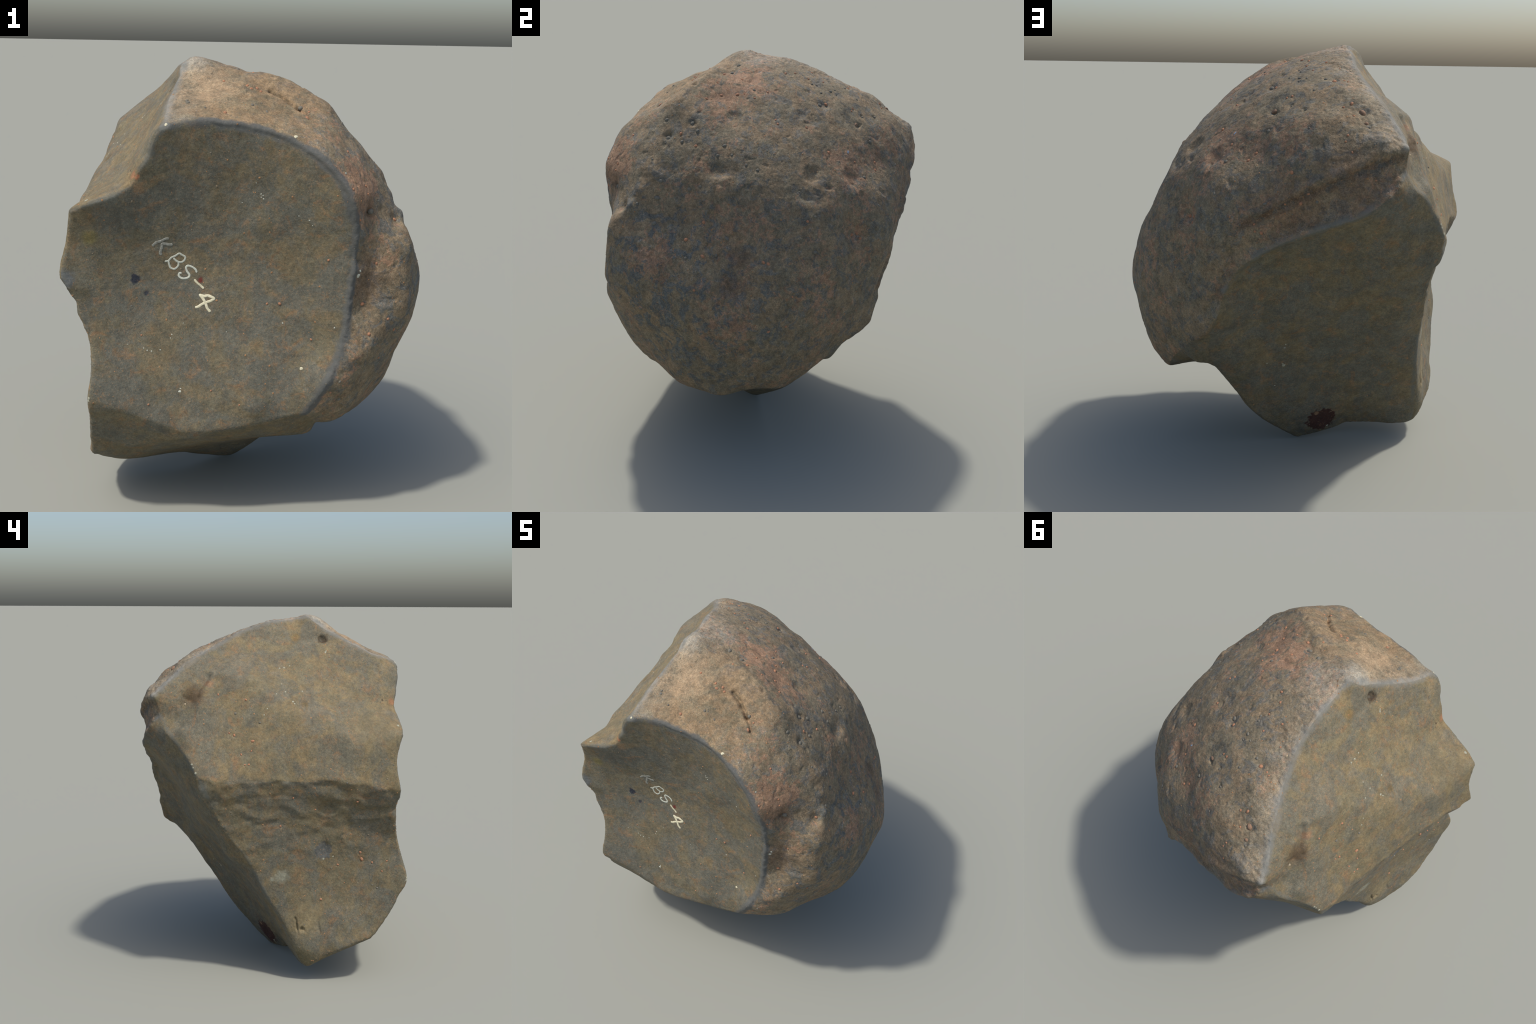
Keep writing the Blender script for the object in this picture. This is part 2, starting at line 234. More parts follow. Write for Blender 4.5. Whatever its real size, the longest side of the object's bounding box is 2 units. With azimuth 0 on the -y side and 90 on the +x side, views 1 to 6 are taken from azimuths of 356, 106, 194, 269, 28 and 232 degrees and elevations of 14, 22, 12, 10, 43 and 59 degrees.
# ---------------------------------------------------------------- surface relief
# mineral grains standing out of the surface: place and size
GRAINS = {
"rust": [(0.180, -0.115, 1.842, 0.0088), (0.166, -0.083, 1.846, 0.0056), (0.178, -0.025, 1.831, 0.0056), (0.218, -0.186, 1.836, 0.0070), (0.075, -0.223, 1.919, 0.0077), (0.162, -0.228, 1.888, 0.0056), (0.077, -0.126, 1.897, 0.0055), (0.114, 0.024, 1.853, 0.0055), (-0.076, 0.060, 1.920, 0.0074), (-0.117, 0.101, 1.918, 0.0065), (0.253, 0.122, 1.733, 0.0063), (0.236, 0.104, 1.750, 0.0057), (-0.007, 0.300, 1.799, 0.0084), (-0.122, 0.173, 1.894, 0.0053), (-0.213, 0.167, 1.912, 0.0058), (-0.169, 0.241, 1.877, 0.0052), (-0.092, 0.417, 1.756, 0.0053), (0.134, 0.498, 1.553, 0.0057), (-0.289, 0.354, 1.836, 0.0092), (-0.333, 0.349, 1.836, 0.0046), (-0.348, 0.354, 1.832, 0.0046), (-0.291, 0.238, 1.886, 0.0046), (0.033, 0.589, 1.498, 0.0069), (0.000, 0.576, 1.528, 0.0068), (-0.362, 0.530, 1.731, 0.0058), (-0.394, 0.514, 1.745, 0.0080), (-0.416, 0.574, 1.699, 0.0052), (-0.186, 0.699, 1.465, 0.0074), (-0.400, 0.666, 1.597, 0.0047), (-0.116, -0.371, 1.898, 0.0062), (-0.118, -0.583, 1.786, 0.0077), (0.027, -0.397, 1.874, 0.0069), (-0.017, -0.397, 1.884, 0.0069), (0.016, -0.272, 1.933, 0.0049), (-0.000, -0.415, 1.871, 0.0071), (0.041, -0.410, 1.861, 0.0064), (0.236, -0.510, 1.761, 0.0082), (0.241, -0.476, 1.780, 0.0051), (0.270, -0.245, 1.824, 0.0065), (0.396, -0.589, 1.628, 0.0057), (0.467, -0.642, 1.491, 0.0064), (0.475, -0.650, 1.458, 0.0057), (0.398, -0.725, 1.490, 0.0057), (0.625, -0.529, 1.329, 0.0079), (0.497, -0.694, 0.863, 0.0077), (0.470, -0.660, 0.986, 0.0083), (0.623, -0.610, 0.855, 0.0077), (0.585, -0.653, 0.917, 0.0062), (0.436, -0.709, 1.359, 0.0058), (0.444, -0.312, 1.677, 0.0069), (0.474, -0.221, 1.634, 0.0068), (0.648, -0.115, 1.315, 0.0079), (0.216, 0.382, 1.612, 0.0082), (0.186, 0.253, 1.716, 0.0064), (-0.116, 0.418, 1.764, 0.0061), (0.510, 0.363, 1.343, 0.0067), (0.688, -0.184, 1.231, 0.0092), (0.712, -0.090, 1.168, 0.0085), (0.662, 0.198, 1.164, 0.0072), (0.657, 0.220, 1.159, 0.0072), (0.776, -0.103, 1.019, 0.0061), (0.317, 0.555, 1.237, 0.0082), (0.294, 0.569, 1.238, 0.0076), (0.287, 0.583, 1.212, 0.0076), (0.708, 0.251, 0.831, 0.0074), (0.648, 0.345, 1.005, 0.0055), (0.665, 0.325, 0.852, 0.0062), (0.477, 0.523, 0.812, 0.0057), (-0.061, 0.703, 1.208, 0.0075), (-0.033, 0.704, 1.213, 0.0054), (-0.029, 0.708, 1.243, 0.0048), (-0.165, 0.714, 1.330, 0.0053), (-0.406, 0.650, 1.621, 0.0052), (-0.433, 0.693, 1.557, 0.0047), (-0.227, 0.703, 1.340, 0.0074), (-0.259, 0.708, 1.381, 0.0058), (-0.530, 0.674, 1.445, 0.0047), (-0.707, 0.212, 1.379, 0.0066), (-0.743, 0.176, 1.283, 0.0053), (-0.723, 0.116, 1.351, 0.0080), (-0.652, 0.149, 1.561, 0.0060), (-0.705, 0.238, 1.389, 0.0047), (-0.739, 0.123, 1.300, 0.0046), (-0.761, 0.136, 1.233, 0.0053), (-0.761, 0.157, 1.231, 0.0046), (-0.649, 0.295, 1.586, 0.0054), (-0.671, -0.475, 0.697, 0.0091), (-0.670, -0.466, 0.736, 0.0070), (-0.673, -0.531, 0.680, 0.0056), (-0.675, -0.610, 0.689, 0.0049), (-0.680, -0.585, 0.632, 0.0049), (-0.751, -0.097, 1.053, 0.0053), (-0.728, -0.215, 0.987, 0.0047), (-0.748, -0.434, 1.036, 0.0061), (-0.714, -0.033, 0.893, 0.0054), (-0.691, -0.261, 0.475, 0.0063), (-0.672, -0.347, 0.667, 0.0056), (-0.467, -0.625, 0.843, 0.0038), (-0.172, -0.667, 0.607, 0.0039), (-0.047, -0.677, 0.547, 0.0039), (-0.436, -0.706, 0.559, 0.0044), (0.119, -0.626, 0.976, 0.0065), (0.312, -0.679, 1.179, 0.0053), (0.066, -0.619, 0.976, 0.0049), (0.250, -0.665, 0.828, 0.0049), (0.523, -0.653, 1.162, 0.0060), (0.339, -0.710, 0.605, 0.0055), (0.562, -0.608, 0.726, 0.0057), (0.390, -0.710, 0.638, 0.0044)],
"grey": [(0.027, -0.199, 1.920, 0.0107), (-0.045, -0.192, 1.946, 0.0100), (-0.064, 0.256, 1.843, 0.0071), (0.016, 0.278, 1.800, 0.0105), (-0.095, 0.200, 1.877, 0.0065), (-0.108, 0.223, 1.871, 0.0065), (-0.119, 0.294, 1.842, 0.0082), (-0.155, 0.309, 1.844, 0.0053), (-0.123, 0.325, 1.827, 0.0053), (-0.248, 0.342, 1.842, 0.0075), (-0.213, 0.419, 1.795, 0.0064), (-0.124, 0.470, 1.727, 0.0059), (-0.198, 0.522, 1.715, 0.0065), (-0.488, 0.603, 1.656, 0.0058), (-0.122, 0.668, 1.495, 0.0055), (-0.237, 0.621, 1.646, 0.0047), (-0.274, -0.509, 1.828, 0.0069), (0.057, -0.546, 1.785, 0.0059), (-0.003, -0.536, 1.812, 0.0070), (-0.271, -0.524, 1.823, 0.0079), (-0.196, -0.571, 1.804, 0.0058), (0.200, -0.464, 1.791, 0.0102), (0.129, -0.044, 1.861, 0.0081), (0.399, -0.408, 1.728, 0.0089), (0.468, -0.297, 1.645, 0.0085), (0.455, -0.375, 1.662, 0.0116), (0.465, -0.041, 1.609, 0.0068), (0.543, -0.420, 1.562, 0.0058), (0.493, -0.648, 1.377, 0.0129), (0.599, -0.207, 1.449, 0.0104), (0.585, -0.157, 1.469, 0.0073), (0.596, -0.352, 1.475, 0.0093), (0.628, -0.359, 1.398, 0.0124), (0.401, -0.271, 1.727, 0.0107), (0.425, -0.233, 1.696, 0.0094), (0.444, -0.086, 1.646, 0.0087), (0.484, -0.106, 1.603, 0.0080), (0.472, 0.093, 1.552, 0.0079), (0.474, 0.035, 1.572, 0.0074), (0.687, -0.354, 1.293, 0.0111), (0.654, -0.451, 1.369, 0.0081), (0.143, 0.553, 1.484, 0.0084), (0.481, 0.392, 1.361, 0.0067), (0.658, 0.009, 1.255, 0.0103), (0.701, -0.025, 1.178, 0.0079), (0.727, -0.171, 1.151, 0.0079), (0.784, -0.293, 0.913, 0.0081), (0.713, 0.231, 0.982, 0.0079), (0.669, 0.320, 0.966, 0.0061), (0.540, 0.418, 1.204, 0.0091), (0.597, 0.247, 1.259, 0.0072), (0.612, 0.232, 1.240, 0.0066), (0.509, 0.474, 1.151, 0.0067), (-0.041, 0.538, 1.620, 0.0088), (-0.078, 0.717, 1.332, 0.0074), (0.162, 0.626, 1.344, 0.0072), (-0.295, 0.696, 1.350, 0.0068), (-0.694, 0.079, 1.444, 0.0060), (-0.678, 0.205, 1.492, 0.0067), (-0.684, -0.561, 0.540, 0.0056), (0.445, -0.705, 0.734, 0.0066), (0.374, -0.722, 0.660, 0.0066), (0.386, -0.660, 0.550, 0.0079)],
"brown": [(-0.450, 0.545, 1.710, 0.0138), (-0.473, 0.587, 1.670, 0.0085), (-0.046, 0.461, 1.700, 0.0115)],
"buff": [(-0.341, 0.244, 1.879, 0.0063), (-0.654, 0.469, 1.538, 0.0060)],
}
DENTS = [  # place, radius, depth (below zero: a bump)
 ((-0.046, 0.470, 1.703), 0.013, 0.012), ((0.490, -0.652, 1.385), 0.050, 0.014), ((0.493, -0.648, 1.377), 0.016, 0.012),
 ((0.620, -0.530, 1.335), 0.024, 0.006), ((0.300, -0.091, 1.758), 0.036, 0.014), ((0.208, 0.506, 1.499), 0.045, 0.018),
 ((0.365, 0.334, 1.528), 0.036, 0.018), ((0.530, -0.095, 1.537), 0.034, 0.011), ((0.540, -0.040, 1.512), 0.022, -0.009),
 ((0.015, 0.288, 1.796), 0.030, 0.011), ((-0.337, -0.275, 1.871), 0.020, 0.024), ((-0.330, -0.265, 1.880), 0.045, 0.010),
 ((0.300, 0.575, 1.232), 0.050, 0.013), ((0.670, 0.078, 1.208), 0.045, 0.010), ((0.741, 0.075, 1.059), 0.050, 0.010),
 ((0.139, 0.205, 1.764), 0.028, 0.010), ((0.139, 0.264, 1.740), 0.030, 0.009), ((0.421, 0.389, 1.440), 0.035, 0.012),
 ((0.455, 0.338, 1.439), 0.030, 0.010), ((0.429, 0.382, 1.437), 0.020, -0.006), ((0.448, -0.690, 1.212), 0.050, 0.014),
 ((0.475, -0.671, 1.077), 0.060, 0.012), ((-0.345, -0.560, 1.795), 0.045, 0.012), ((-0.20, -0.53, 1.80), 0.11, 0.006), ((0.074, 0.700, 1.119), 0.022, 0.010),
 ((0.080, 0.703, 1.037), 0.030, 0.012), ((0.138, 0.677, 0.880), 0.022, 0.008), ((-0.654, 0.468, 1.539), 0.050, 0.012),
 ((-0.610, 0.670, 1.412), 0.035, 0.012), ((-0.690, -0.153, 0.309), 0.011, 0.014), ((-0.691, -0.384, 0.251), 0.012, 0.016),
 ((-0.690, -0.157, 0.465), 0.010, 0.005),
 ((-0.678, -0.264, 0.754), 0.042, 0.010), ((-0.675, -0.278, 0.795), 0.014, 0.010), ((-0.455, -0.350, 1.690), 0.120, 0.006),
 ((-0.225, -0.330, 1.900), 0.040, -0.008), ((0.089, -0.455, 1.826), 0.050, -0.010), ((-0.20, 0.01, 0.13), 0.050, 0.006),
 ((0.455, -0.375, 1.668), 0.020, 0.010), ((0.401, -0.271, 1.730), 0.018, 0.007), ((-0.250, 0.660, 1.210), 0.030, 0.010),
 ((-0.080, 0.655, 1.120), 0.030, 0.010), ((-0.725, -0.275, 1.000), 0.035, 0.016), ((-0.745, -0.340, 1.060), 0.030, -0.008),
]
def below(name, dz, dy=0.0, dx=0.0):
    return [(x + dx, y + dy, z + dz) for x, y, z in RIDGE[name]]

def inward(name, by, centre):
    """A ridge line drawn in towards a centre."""
    line = np.array(RIDGE[name])
    return [tuple(p) for p in line + by * unit(np.asarray(centre) - line)]

GROOVES = [  # line, width, depth (below zero: a raised line)
 (RIDGE["ledge"][:-1], 0.020, -0.012), (below("ledge", -0.036, -0.008)[1:-1], 0.012, 0.006),
 (RIDGE["back_rim"][1:-1], 0.024, -0.010), (below("back_rim", -0.045, -0.022)[2:], 0.024, 0.010),
 ([(0.085, 0.698, 1.130), (0.090, 0.699, 1.080), (0.105, 0.696, 1.020), (0.140, 0.682, 0.960), (0.170, 0.668, 0.890), (0.205, 0.655, 0.830)], 0.014, 0.010),
 (RIDGE["chin_rim"] + RIDGE["chin"][1:4], 0.016, -0.007),
 (inward("rim", 0.021, (-0.05, -0.66, 1.12))[3:-2], 0.0075, 0.0060),
 (RIDGE["rim"][2:-1], 0.014, -0.004),
 ([(-0.581, 0.312, 1.686), (-0.594, 0.276, 1.683), (-0.602, 0.239, 1.680), (-0.601, 0.191, 1.672), (-0.597, 0.150, 1.658), (-0.599, 0.113, 1.634), (-0.616, 0.068, 1.603), (-0.631, 0.032, 1.581)], 0.024, -0.006),
 ([(-0.592, 0.348, 1.675), (-0.606, 0.363, 1.655), (-0.639, 0.402, 1.608), (-0.653, 0.442, 1.562)], 0.027, 0.020),
 ([(-0.586, 0.330, 1.683), (-0.612, 0.345, 1.640), (-0.650, 0.385, 1.590)], 0.016, -0.010),
 ([(-0.115, -0.231, 1.964), (-0.041, -0.217, 1.943), (0.035, -0.214, 1.922), (0.122, -0.262, 1.912), (0.208, -0.288, 1.880), (0.285, -0.325, 1.838), (0.340, -0.348, 1.808)], 0.020, 0.006),
 ([(-0.120, -0.265, 1.955), (-0.030, -0.250, 1.925), (0.060, -0.270, 1.910), (0.150, -0.310, 1.888), (0.230, -0.350, 1.855)], 0.020, -0.004),
 ([(-0.225, -0.262, 1.965), (-0.205, -0.300, 1.945), (-0.225, -0.340, 1.915)], 0.018, 0.006),
 ([(0.082, -0.395, 1.861), (0.120, -0.412, 1.842), (0.162, -0.440, 1.815), (0.198, -0.465, 1.792)], 0.0095, 0.024),
 ([(0.198, -0.465, 1.792), (0.225, -0.490, 1.775), (0.242, -0.515, 1.757)], 0.008, 0.016),
 ([(-0.688, -0.120, 0.374), (-0.687, -0.128, 0.323), (-0.684, -0.139, 0.271), (-0.677, -0.147, 0.216), (-0.665, -0.159, 0.152)], 0.0055, 0.013),
 ([(-0.692, -0.240, 0.385), (-0.692, -0.243, 0.361), (-0.690, -0.248, 0.323), (-0.687, -0.257, 0.289)], 0.006, 0.006),
 ([(-0.691, -0.130, 0.380), (-0.691, -0.150, 0.370), (-0.692, -0.165, 0.352), (-0.691, -0.180, 0.362)], 0.004, 0.005),
 ([(-0.690, -0.108, 0.438), (-0.689, -0.130, 0.428), (-0.690, -0.143, 0.436)], 0.0045, 0.007), ([(-0.692, -0.178, 0.398), (-0.692, -0.190, 0.384), (-0.691, -0.212, 0.390)], 0.0045, 0.007),
 ([(-0.686, -0.170, 0.300), (-0.688, -0.158, 0.318)], 0.006, 0.010), ([(-0.690, -0.300, 0.262), (-0.694, -0.335, 0.272), (-0.700, -0.360, 0.262)], 0.007, 0.006),
 ([(-0.690, -0.400, 0.270), (-0.684, -0.335, 0.245), (-0.672, -0.240, 0.205)], 0.014, 0.006),
]
SOFT = ("ledge_end", "belly", "chamfer_top")
SHARP = ("notch", "left_upper", "left_lower", "chamfer_left", "*foot_edge", "sole", "scar_foot")
ROUND = ("shelf", "top", "spine", "back_edge", "keel")

TILT = np.array(((1, 0, 0), (0, 0.75, 0.75), (0, -0.75, 1.1)))      # slanted scallops

def make_body(level):
    bm = bmesh.new()
    bmesh.ops.create_icosphere(bm, subdivisions=level, radius=1.0)
    mesh = bpy.data.meshes.new("scratch")
    bm.to_mesh(mesh)
    bm.free()
    dirs = np.empty(len(mesh.vertices) * 3)
    mesh.vertices.foreach_get("co", dirs)
    tris = np.empty(len(mesh.polygons) * 3, np.int32)
    mesh.polygons.foreach_get("vertices", tris)
    edges = np.empty(len(mesh.edges) * 2, np.int32)
    mesh.edges.foreach_get("vertices", edges)
    bpy.data.meshes.remove(mesh)
    dirs = unit(dirs.reshape(-1, 3)); tris = tris.reshape(-1, 3); edges = edges.reshape(-1, 2)

    sheets, loops = build_sheets()
    facet = facet_of(dirs, loops)
    pos = CORE + dirs * radius_of(dirs, sheets, facet)[:, None]

    # worn ridges: relax the mesh close to them
    weight = np.zeros(len(pos))
    for name in RIDGE:
        reach = 0.010 if name in SHARP else 0.022 if name in ROUND else 0.020 if name == "rim" else 0.045 if name in SOFT else 0.014
        weight = np.maximum(weight, 1 - near_line(pos, LINE[name], reach) / reach)
    active = np.nonzero(weight > 0)[0]
    weight = (0.6 * np.minimum(1, 1.8 * weight))[:, None]
    count = np.bincount(edges.ravel(), minlength=len(pos))[:, None]
    for _ in range(18 if level >= 9 else 5):
        total = np.zeros_like(pos)
        for k in range(3):
            total[:, k] = np.bincount(edges[:, 0], pos[edges[:, 1], k], len(pos)) + np.bincount(edges[:, 1], pos[edges[:, 0], k], len(pos))
        pos = pos + weight * (total / count - pos)

    normal = normals_of(pos, tris)
    # how much each vertex belongs to the rind
    rindlike = np.isin(facet, [NAMES.index("rind"), NAMES.index("back_band")]).astype(float)
    for _ in range(6):
        s = np.bincount(edges[:, 0], rindlike[edges[:, 1]], len(pos)) + np.bincount(edges[:, 1], rindlike[edges[:, 0]], len(pos))
        rindlike = 0.5 * rindlike + 0.5 * s / count[:, 0]
    lower = (facet == NAMES.index("lower_scar")).astype(float)
    for _ in range(8):
        s = np.bincount(edges[:, 0], lower[edges[:, 1]], len(pos)) + np.bincount(edges[:, 1], lower[edges[:, 0]], len(pos))
        lower = 0.5 * lower + 0.5 * s / count[:, 0]

    mid = noise(pos, 0.055, 2)
    fine = noise(pos, 0.022, 3)
    grit = noise(pos, 0.011, 4)
    lift = rindlike * (0.0045 * noise(pos, 0.12, 1) + 0.0022 * mid - 0.0050 * np.clip((noise(pos, 0.060, 9) - 0.40) / 0.35, 0, 1) ** 1.5 - 0.0030 * np.clip((noise(pos, 0.032, 21) - 0.45) / 0.3, 0, 1) + 0.0009 * fine + 0.0006 * grit)
    # the crown beside the top ridge is rougher, with short furrows running down from it
    crown = np.exp(-(near_line(pos, LINE["top"], 0.5) / 0.16) ** 2) * rindlike
    lift += crown * (0.0030 * noise(pos * np.array((0.6, 1.6, 1.0)), 0.032, 5) + 0.0022 * noise(pos, 0.018, 19) + 0.0014 * grit)
    lift += (1 - rindlike) * (0.0022 * noise(pos, 0.13, 6) + 0.0011 * mid + 0.0006 * fine + 0.0005 * grit)
    # step ripples on the lower scar, fading downwards
    fade = lower * (np.clip((pos[:, 2] - 0.66) / 0.25, 0, 1) * 0.85 + 0.15)
    warp = pos + 0.03 * np.stack([noise(pos, 0.12, 7), noise(pos, 0.12, 8), noise(pos, 0.12, 9)], 1)
    lift += fade * (0.0095 * noise(warp @ TILT, 0.10, 10) + 0.0035 * noise(warp * np.array((1, 0.8, 1.3)), 0.05, 11))
    for place, radius, depth in DENTS:
        d2 = ((pos - place) ** 2).sum(1)
        sel = np.nonzero(d2 < (2.6 * radius) ** 2)[0]
        wob = 1 + 0.6 * noise(pos[sel], radius * 0.9, 12)
        lift[sel] -= 0.85 * depth * np.exp(-(d2[sel] / radius ** 2 * wob) ** 1.3)
    for rows in GRAINS.values():
        for x, y, z, size in rows:
            sel = np.nonzero((np.abs(pos - (x, y, z)) < 4.5 * size).all(1))[0]
            d2 = ((pos[sel] - (x, y, z)) ** 2).sum(1)
            lift[sel] -= 0.40 * size * np.exp(-(d2 / (1.7 * size) ** 2) ** 1.5)
    for line, width, depth in GROOVES:
        d = near_line(pos + 0.004 * np.stack([noise(pos, 0.03, 13), noise(pos, 0.03, 14), noise(pos, 0.03, 15)], 1), line, width * 2.2)
        lift -= depth * np.exp(-(d / width) ** 2) * (d < width * 2.19) * (0.75 + 0.35 * noise(pos, 0.05, 16))
    # nicked cutting edges
    nick = np.zeros(len(pos))
    for name in SHARP + ("keel", "rim", "spine"):
        amp = {"*foot_edge": 1.0, "chamfer_left": 0.9, "notch": 0.7, "left_upper": 0.8, "left_lower": 0.6, "sole": 0.8}.get(name, 0.35)
        nick = np.maximum(nick, amp * np.clip(1 - near_line(pos, LINE[name], 0.02) / 0.02, 0, 1))
    lift += nick * (0.0040 * noise(pos, 0.026, 17) + 0.0022 * noise(pos, 0.012, 18) - 0.001)
    pos = pos + normal * lift[:, None]
    return pos, tris, facet, normals_of(pos, tris)

def normals_of(pos, tris):
    fn = np.cross(pos[tris[:, 1]] - pos[tris[:, 0]], pos[tris[:, 2]] - pos[tris[:, 0]])
    out = np.empty_like(pos)
    for k in range(3):
        w = np.repeat(fn[:, k], 3)
        out[:, k] = np.bincount(tris.ravel(), w, len(pos))
    return unit(out + 1e-15)

# ---------------------------------------------------------------- materials
def srgb(r, g, b):
    f = lambda c: c / 12.92 if c <= 0.04045 else ((c + 0.055) / 1.055) ** 2.4
    return (f(r / 255), f(g / 255), f(b / 255), 1.0)

class Nodes:
    def __init__(self, name, group=False):
        if group:
            self.t = bpy.data.node_groups.new(name, "ShaderNodeTree")
        else:
            self.m = bpy.data.materials.new(name)
            self.m.use_nodes = True
            self.t = self.m.node_tree
            self.t.nodes.clear()
    def add(self, kind, **kw):
        n = self.t.nodes.new("ShaderNode" + kind)
        for k, v in kw.items():
            setattr(n, k, v)
        return n
    def put(self, sock, v):
        if isinstance(v, bpy.types.NodeSocket):
            self.t.links.new(v, sock)
        elif v is not None:
            sock.default_value = v
    def math(self, op, a, b=None, c=None, clamp=False):
        n = self.add("Math", operation=op, use_clamp=clamp)
        for s, v in zip(n.inputs, (a, b, c)):
            self.put(s, v)
        return n.outputs[0]
    def vec(self, op, a, b=None, scale=None):
        n = self.add("VectorMath", operation=op)
        self.put(n.inputs[0], a)
        if b is not None:
            self.put(n.inputs[1], b)
        if scale is not None:
            self.put(n.inputs["Scale"], scale)
        return n.outputs["Value"] if op in ("DOT_PRODUCT", "DISTANCE", "LENGTH") else n.outputs["Vector"]
    def noise(self, p, scale, detail=4, rough=0.55, dist=0.0, stretch=None, shift=0.0):
        if stretch or shift:
            m = self.add("Mapping")
            self.put(m.inputs["Vector"], p)
            m.inputs["Scale"].default_value = stretch or (1, 1, 1)
            m.inputs["Location"].default_value = (shift, shift * 0.7, -shift)
            p = m.outputs[0]
        n = self.add("TexNoise")
        self.put(n.inputs["Vector"], p)
        for k, v in (("Scale", scale), ("Detail", detail), ("Roughness", rough), ("Distortion", dist)):
            n.inputs[k].default_value = v
        return n.outputs["Fac"]
    def step(self, v, lo, hi, a=0.0, b=1.0):
        n = self.add("MapRange", interpolation_type="SMOOTHSTEP")
        self.put(n.inputs[0], v)
        for s, x in zip(n.inputs[1:5], (lo, hi, a, b)):
            self.put(s, x)
        return n.outputs[0]
    def mix(self, fac, a, b, blend="MIX"):
        n = self.add("Mix", data_type="RGBA", blend_type=blend)
        self.put(n.inputs["Factor"], fac)
        self.put(n.inputs["A"], a)
        self.put(n.inputs["B"], b)
        return [s for s in n.outputs if s.type == "RGBA"][0]
    def finish(self, colour, rough=0.8, spec=0.25, bump=None, strength=0.3, depth=0.003):
        p, o = self.add("BsdfPrincipled"), self.add("OutputMaterial")
        self.put(p.inputs["Base Color"], colour)
        self.put(p.inputs["Roughness"], rough)
        p.inputs["Specular IOR Level"].default_value = spec
        if bump is not None:
            b = self.add("Bump")
            b.inputs["Strength"].default_value, b.inputs["Distance"].default_value = strength, depth
            self.put(b.inputs["Height"], bump)
            self.t.links.new(b.outputs[0], p.inputs["Normal"])
        self.t.links.new(p.outputs[0], o.inputs[0])
        return self.m

def coarse(name, n):
    """A ridge thinned to n straight pieces."""
    line = LINE[name]
    return line[np.linspace(0, len(line) - 1, n + 1).round().astype(int)]

def edge_group():
    """Distances to the worn ridges, from object coordinates."""
    g = Nodes("worn_edge_distance", group=True)
    g.t.interface.new_socket("Place", in_out="INPUT", socket_type="NodeSocketVector")
    wanted = {"Rim": [("rim", 9)], "Ledge": [("ledge", 3)], "Crest": [("top", 5), ("shelf", 3)],
              "Edge": [("notch", 3), ("left_upper", 1), ("back_edge", 2), ("keel", 2), ("back_rim", 4)]}
    for k in wanted:
        g.t.interface.new_socket(k, in_out="OUTPUT", socket_type="NodeSocketFloat")
    gi, go = g.add("GroupInput" if False else "Math"), None
    g.t.nodes.remove(gi)
    gi = g.t.nodes.new("NodeGroupInput")
    go = g.t.nodes.new("NodeGroupOutput")
    for k, ridges in wanted.items():
        best = None
        for name, n in ridges:
            pts = coarse(name, n)
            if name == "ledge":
                pts = pts - np.array((0, 0.006, 0.024))      # the painted shade lies just under the ledge
            for a, b in zip(pts[:-1], pts[1:]):
                ab = b - a
                pa = g.vec("SUBTRACT", gi.outputs[0], tuple(a))
                h = g.math("ADD", g.vec("DOT_PRODUCT", pa, tuple(ab / (ab @ ab))), 0.0, clamp=True)
                d = g.vec("DISTANCE", pa, g.vec("SCALE", tuple(ab), scale=h))
                best = d if best is None else g.math("MINIMUM", best, d)
        g.t.links.new(best, go.inputs[k])
    return g.t

EDGES = edge_group()

def common(n):
    p = n.add("TexCoord").outputs["Object"]
    e = n.t.nodes.new("ShaderNodeGroup")
    e.node_tree = EDGES
    n.t.links.new(p, e.inputs[0])
    return p, e.outputs["Rim"], e.outputs["Crest"], e.outputs["Edge"], e.outputs["Ledge"]

def spot(n, p, place, radius, soft, wob=None, amount=0.0):
    d = n.vec("DISTANCE", p, place)
    if wob is not None:
        d = n.math("MULTIPLY_ADD", wob, amount, d)
        d = n.math("SUBTRACT", d, amount * 0.5)
    return n.step(d, radius * (1 + soft), radius * (1 - soft))

def scaled(n, v, k):
    return n.math("MULTIPLY", v, k)

SLATE = srgb(88, 90, 88)

def mottled(n, p, col, seed, amount):
    """Mineral grain at three sizes: darker and lighter flecks of the local colour."""
    for scale, detail, lo, hi, k in ((16.0, 7, 0.62, 1.38, 1.0), (55.0, 5, 0.62, 1.38, 0.9), (150.0, 3, 0.66, 1.36, 0.9)):
        v = n.noise(p, scale, detail, 0.72, 0.4, shift=seed + scale * 0.1)
        f = n.step(v, 0.30, 0.70, lo, hi)
        m = n.add("CombineColor")
        for s in m.inputs[:3]:
            n.put(s, f)
        col = n.mix(amount * k, col, m.outputs[0], "MULTIPLY")
    tint = n.noise(p, 95.0, 4, 0.7, shift=seed + 40.0)
    col = n.mix(n.step(tint, 0.56, 0.68, 0.0, 0.55 * amount), col, srgb(170, 132, 96))
    return n.mix(n.step(tint, 0.44, 0.33, 0.0, 0.55 * amount), col, srgb(84, 88, 86))

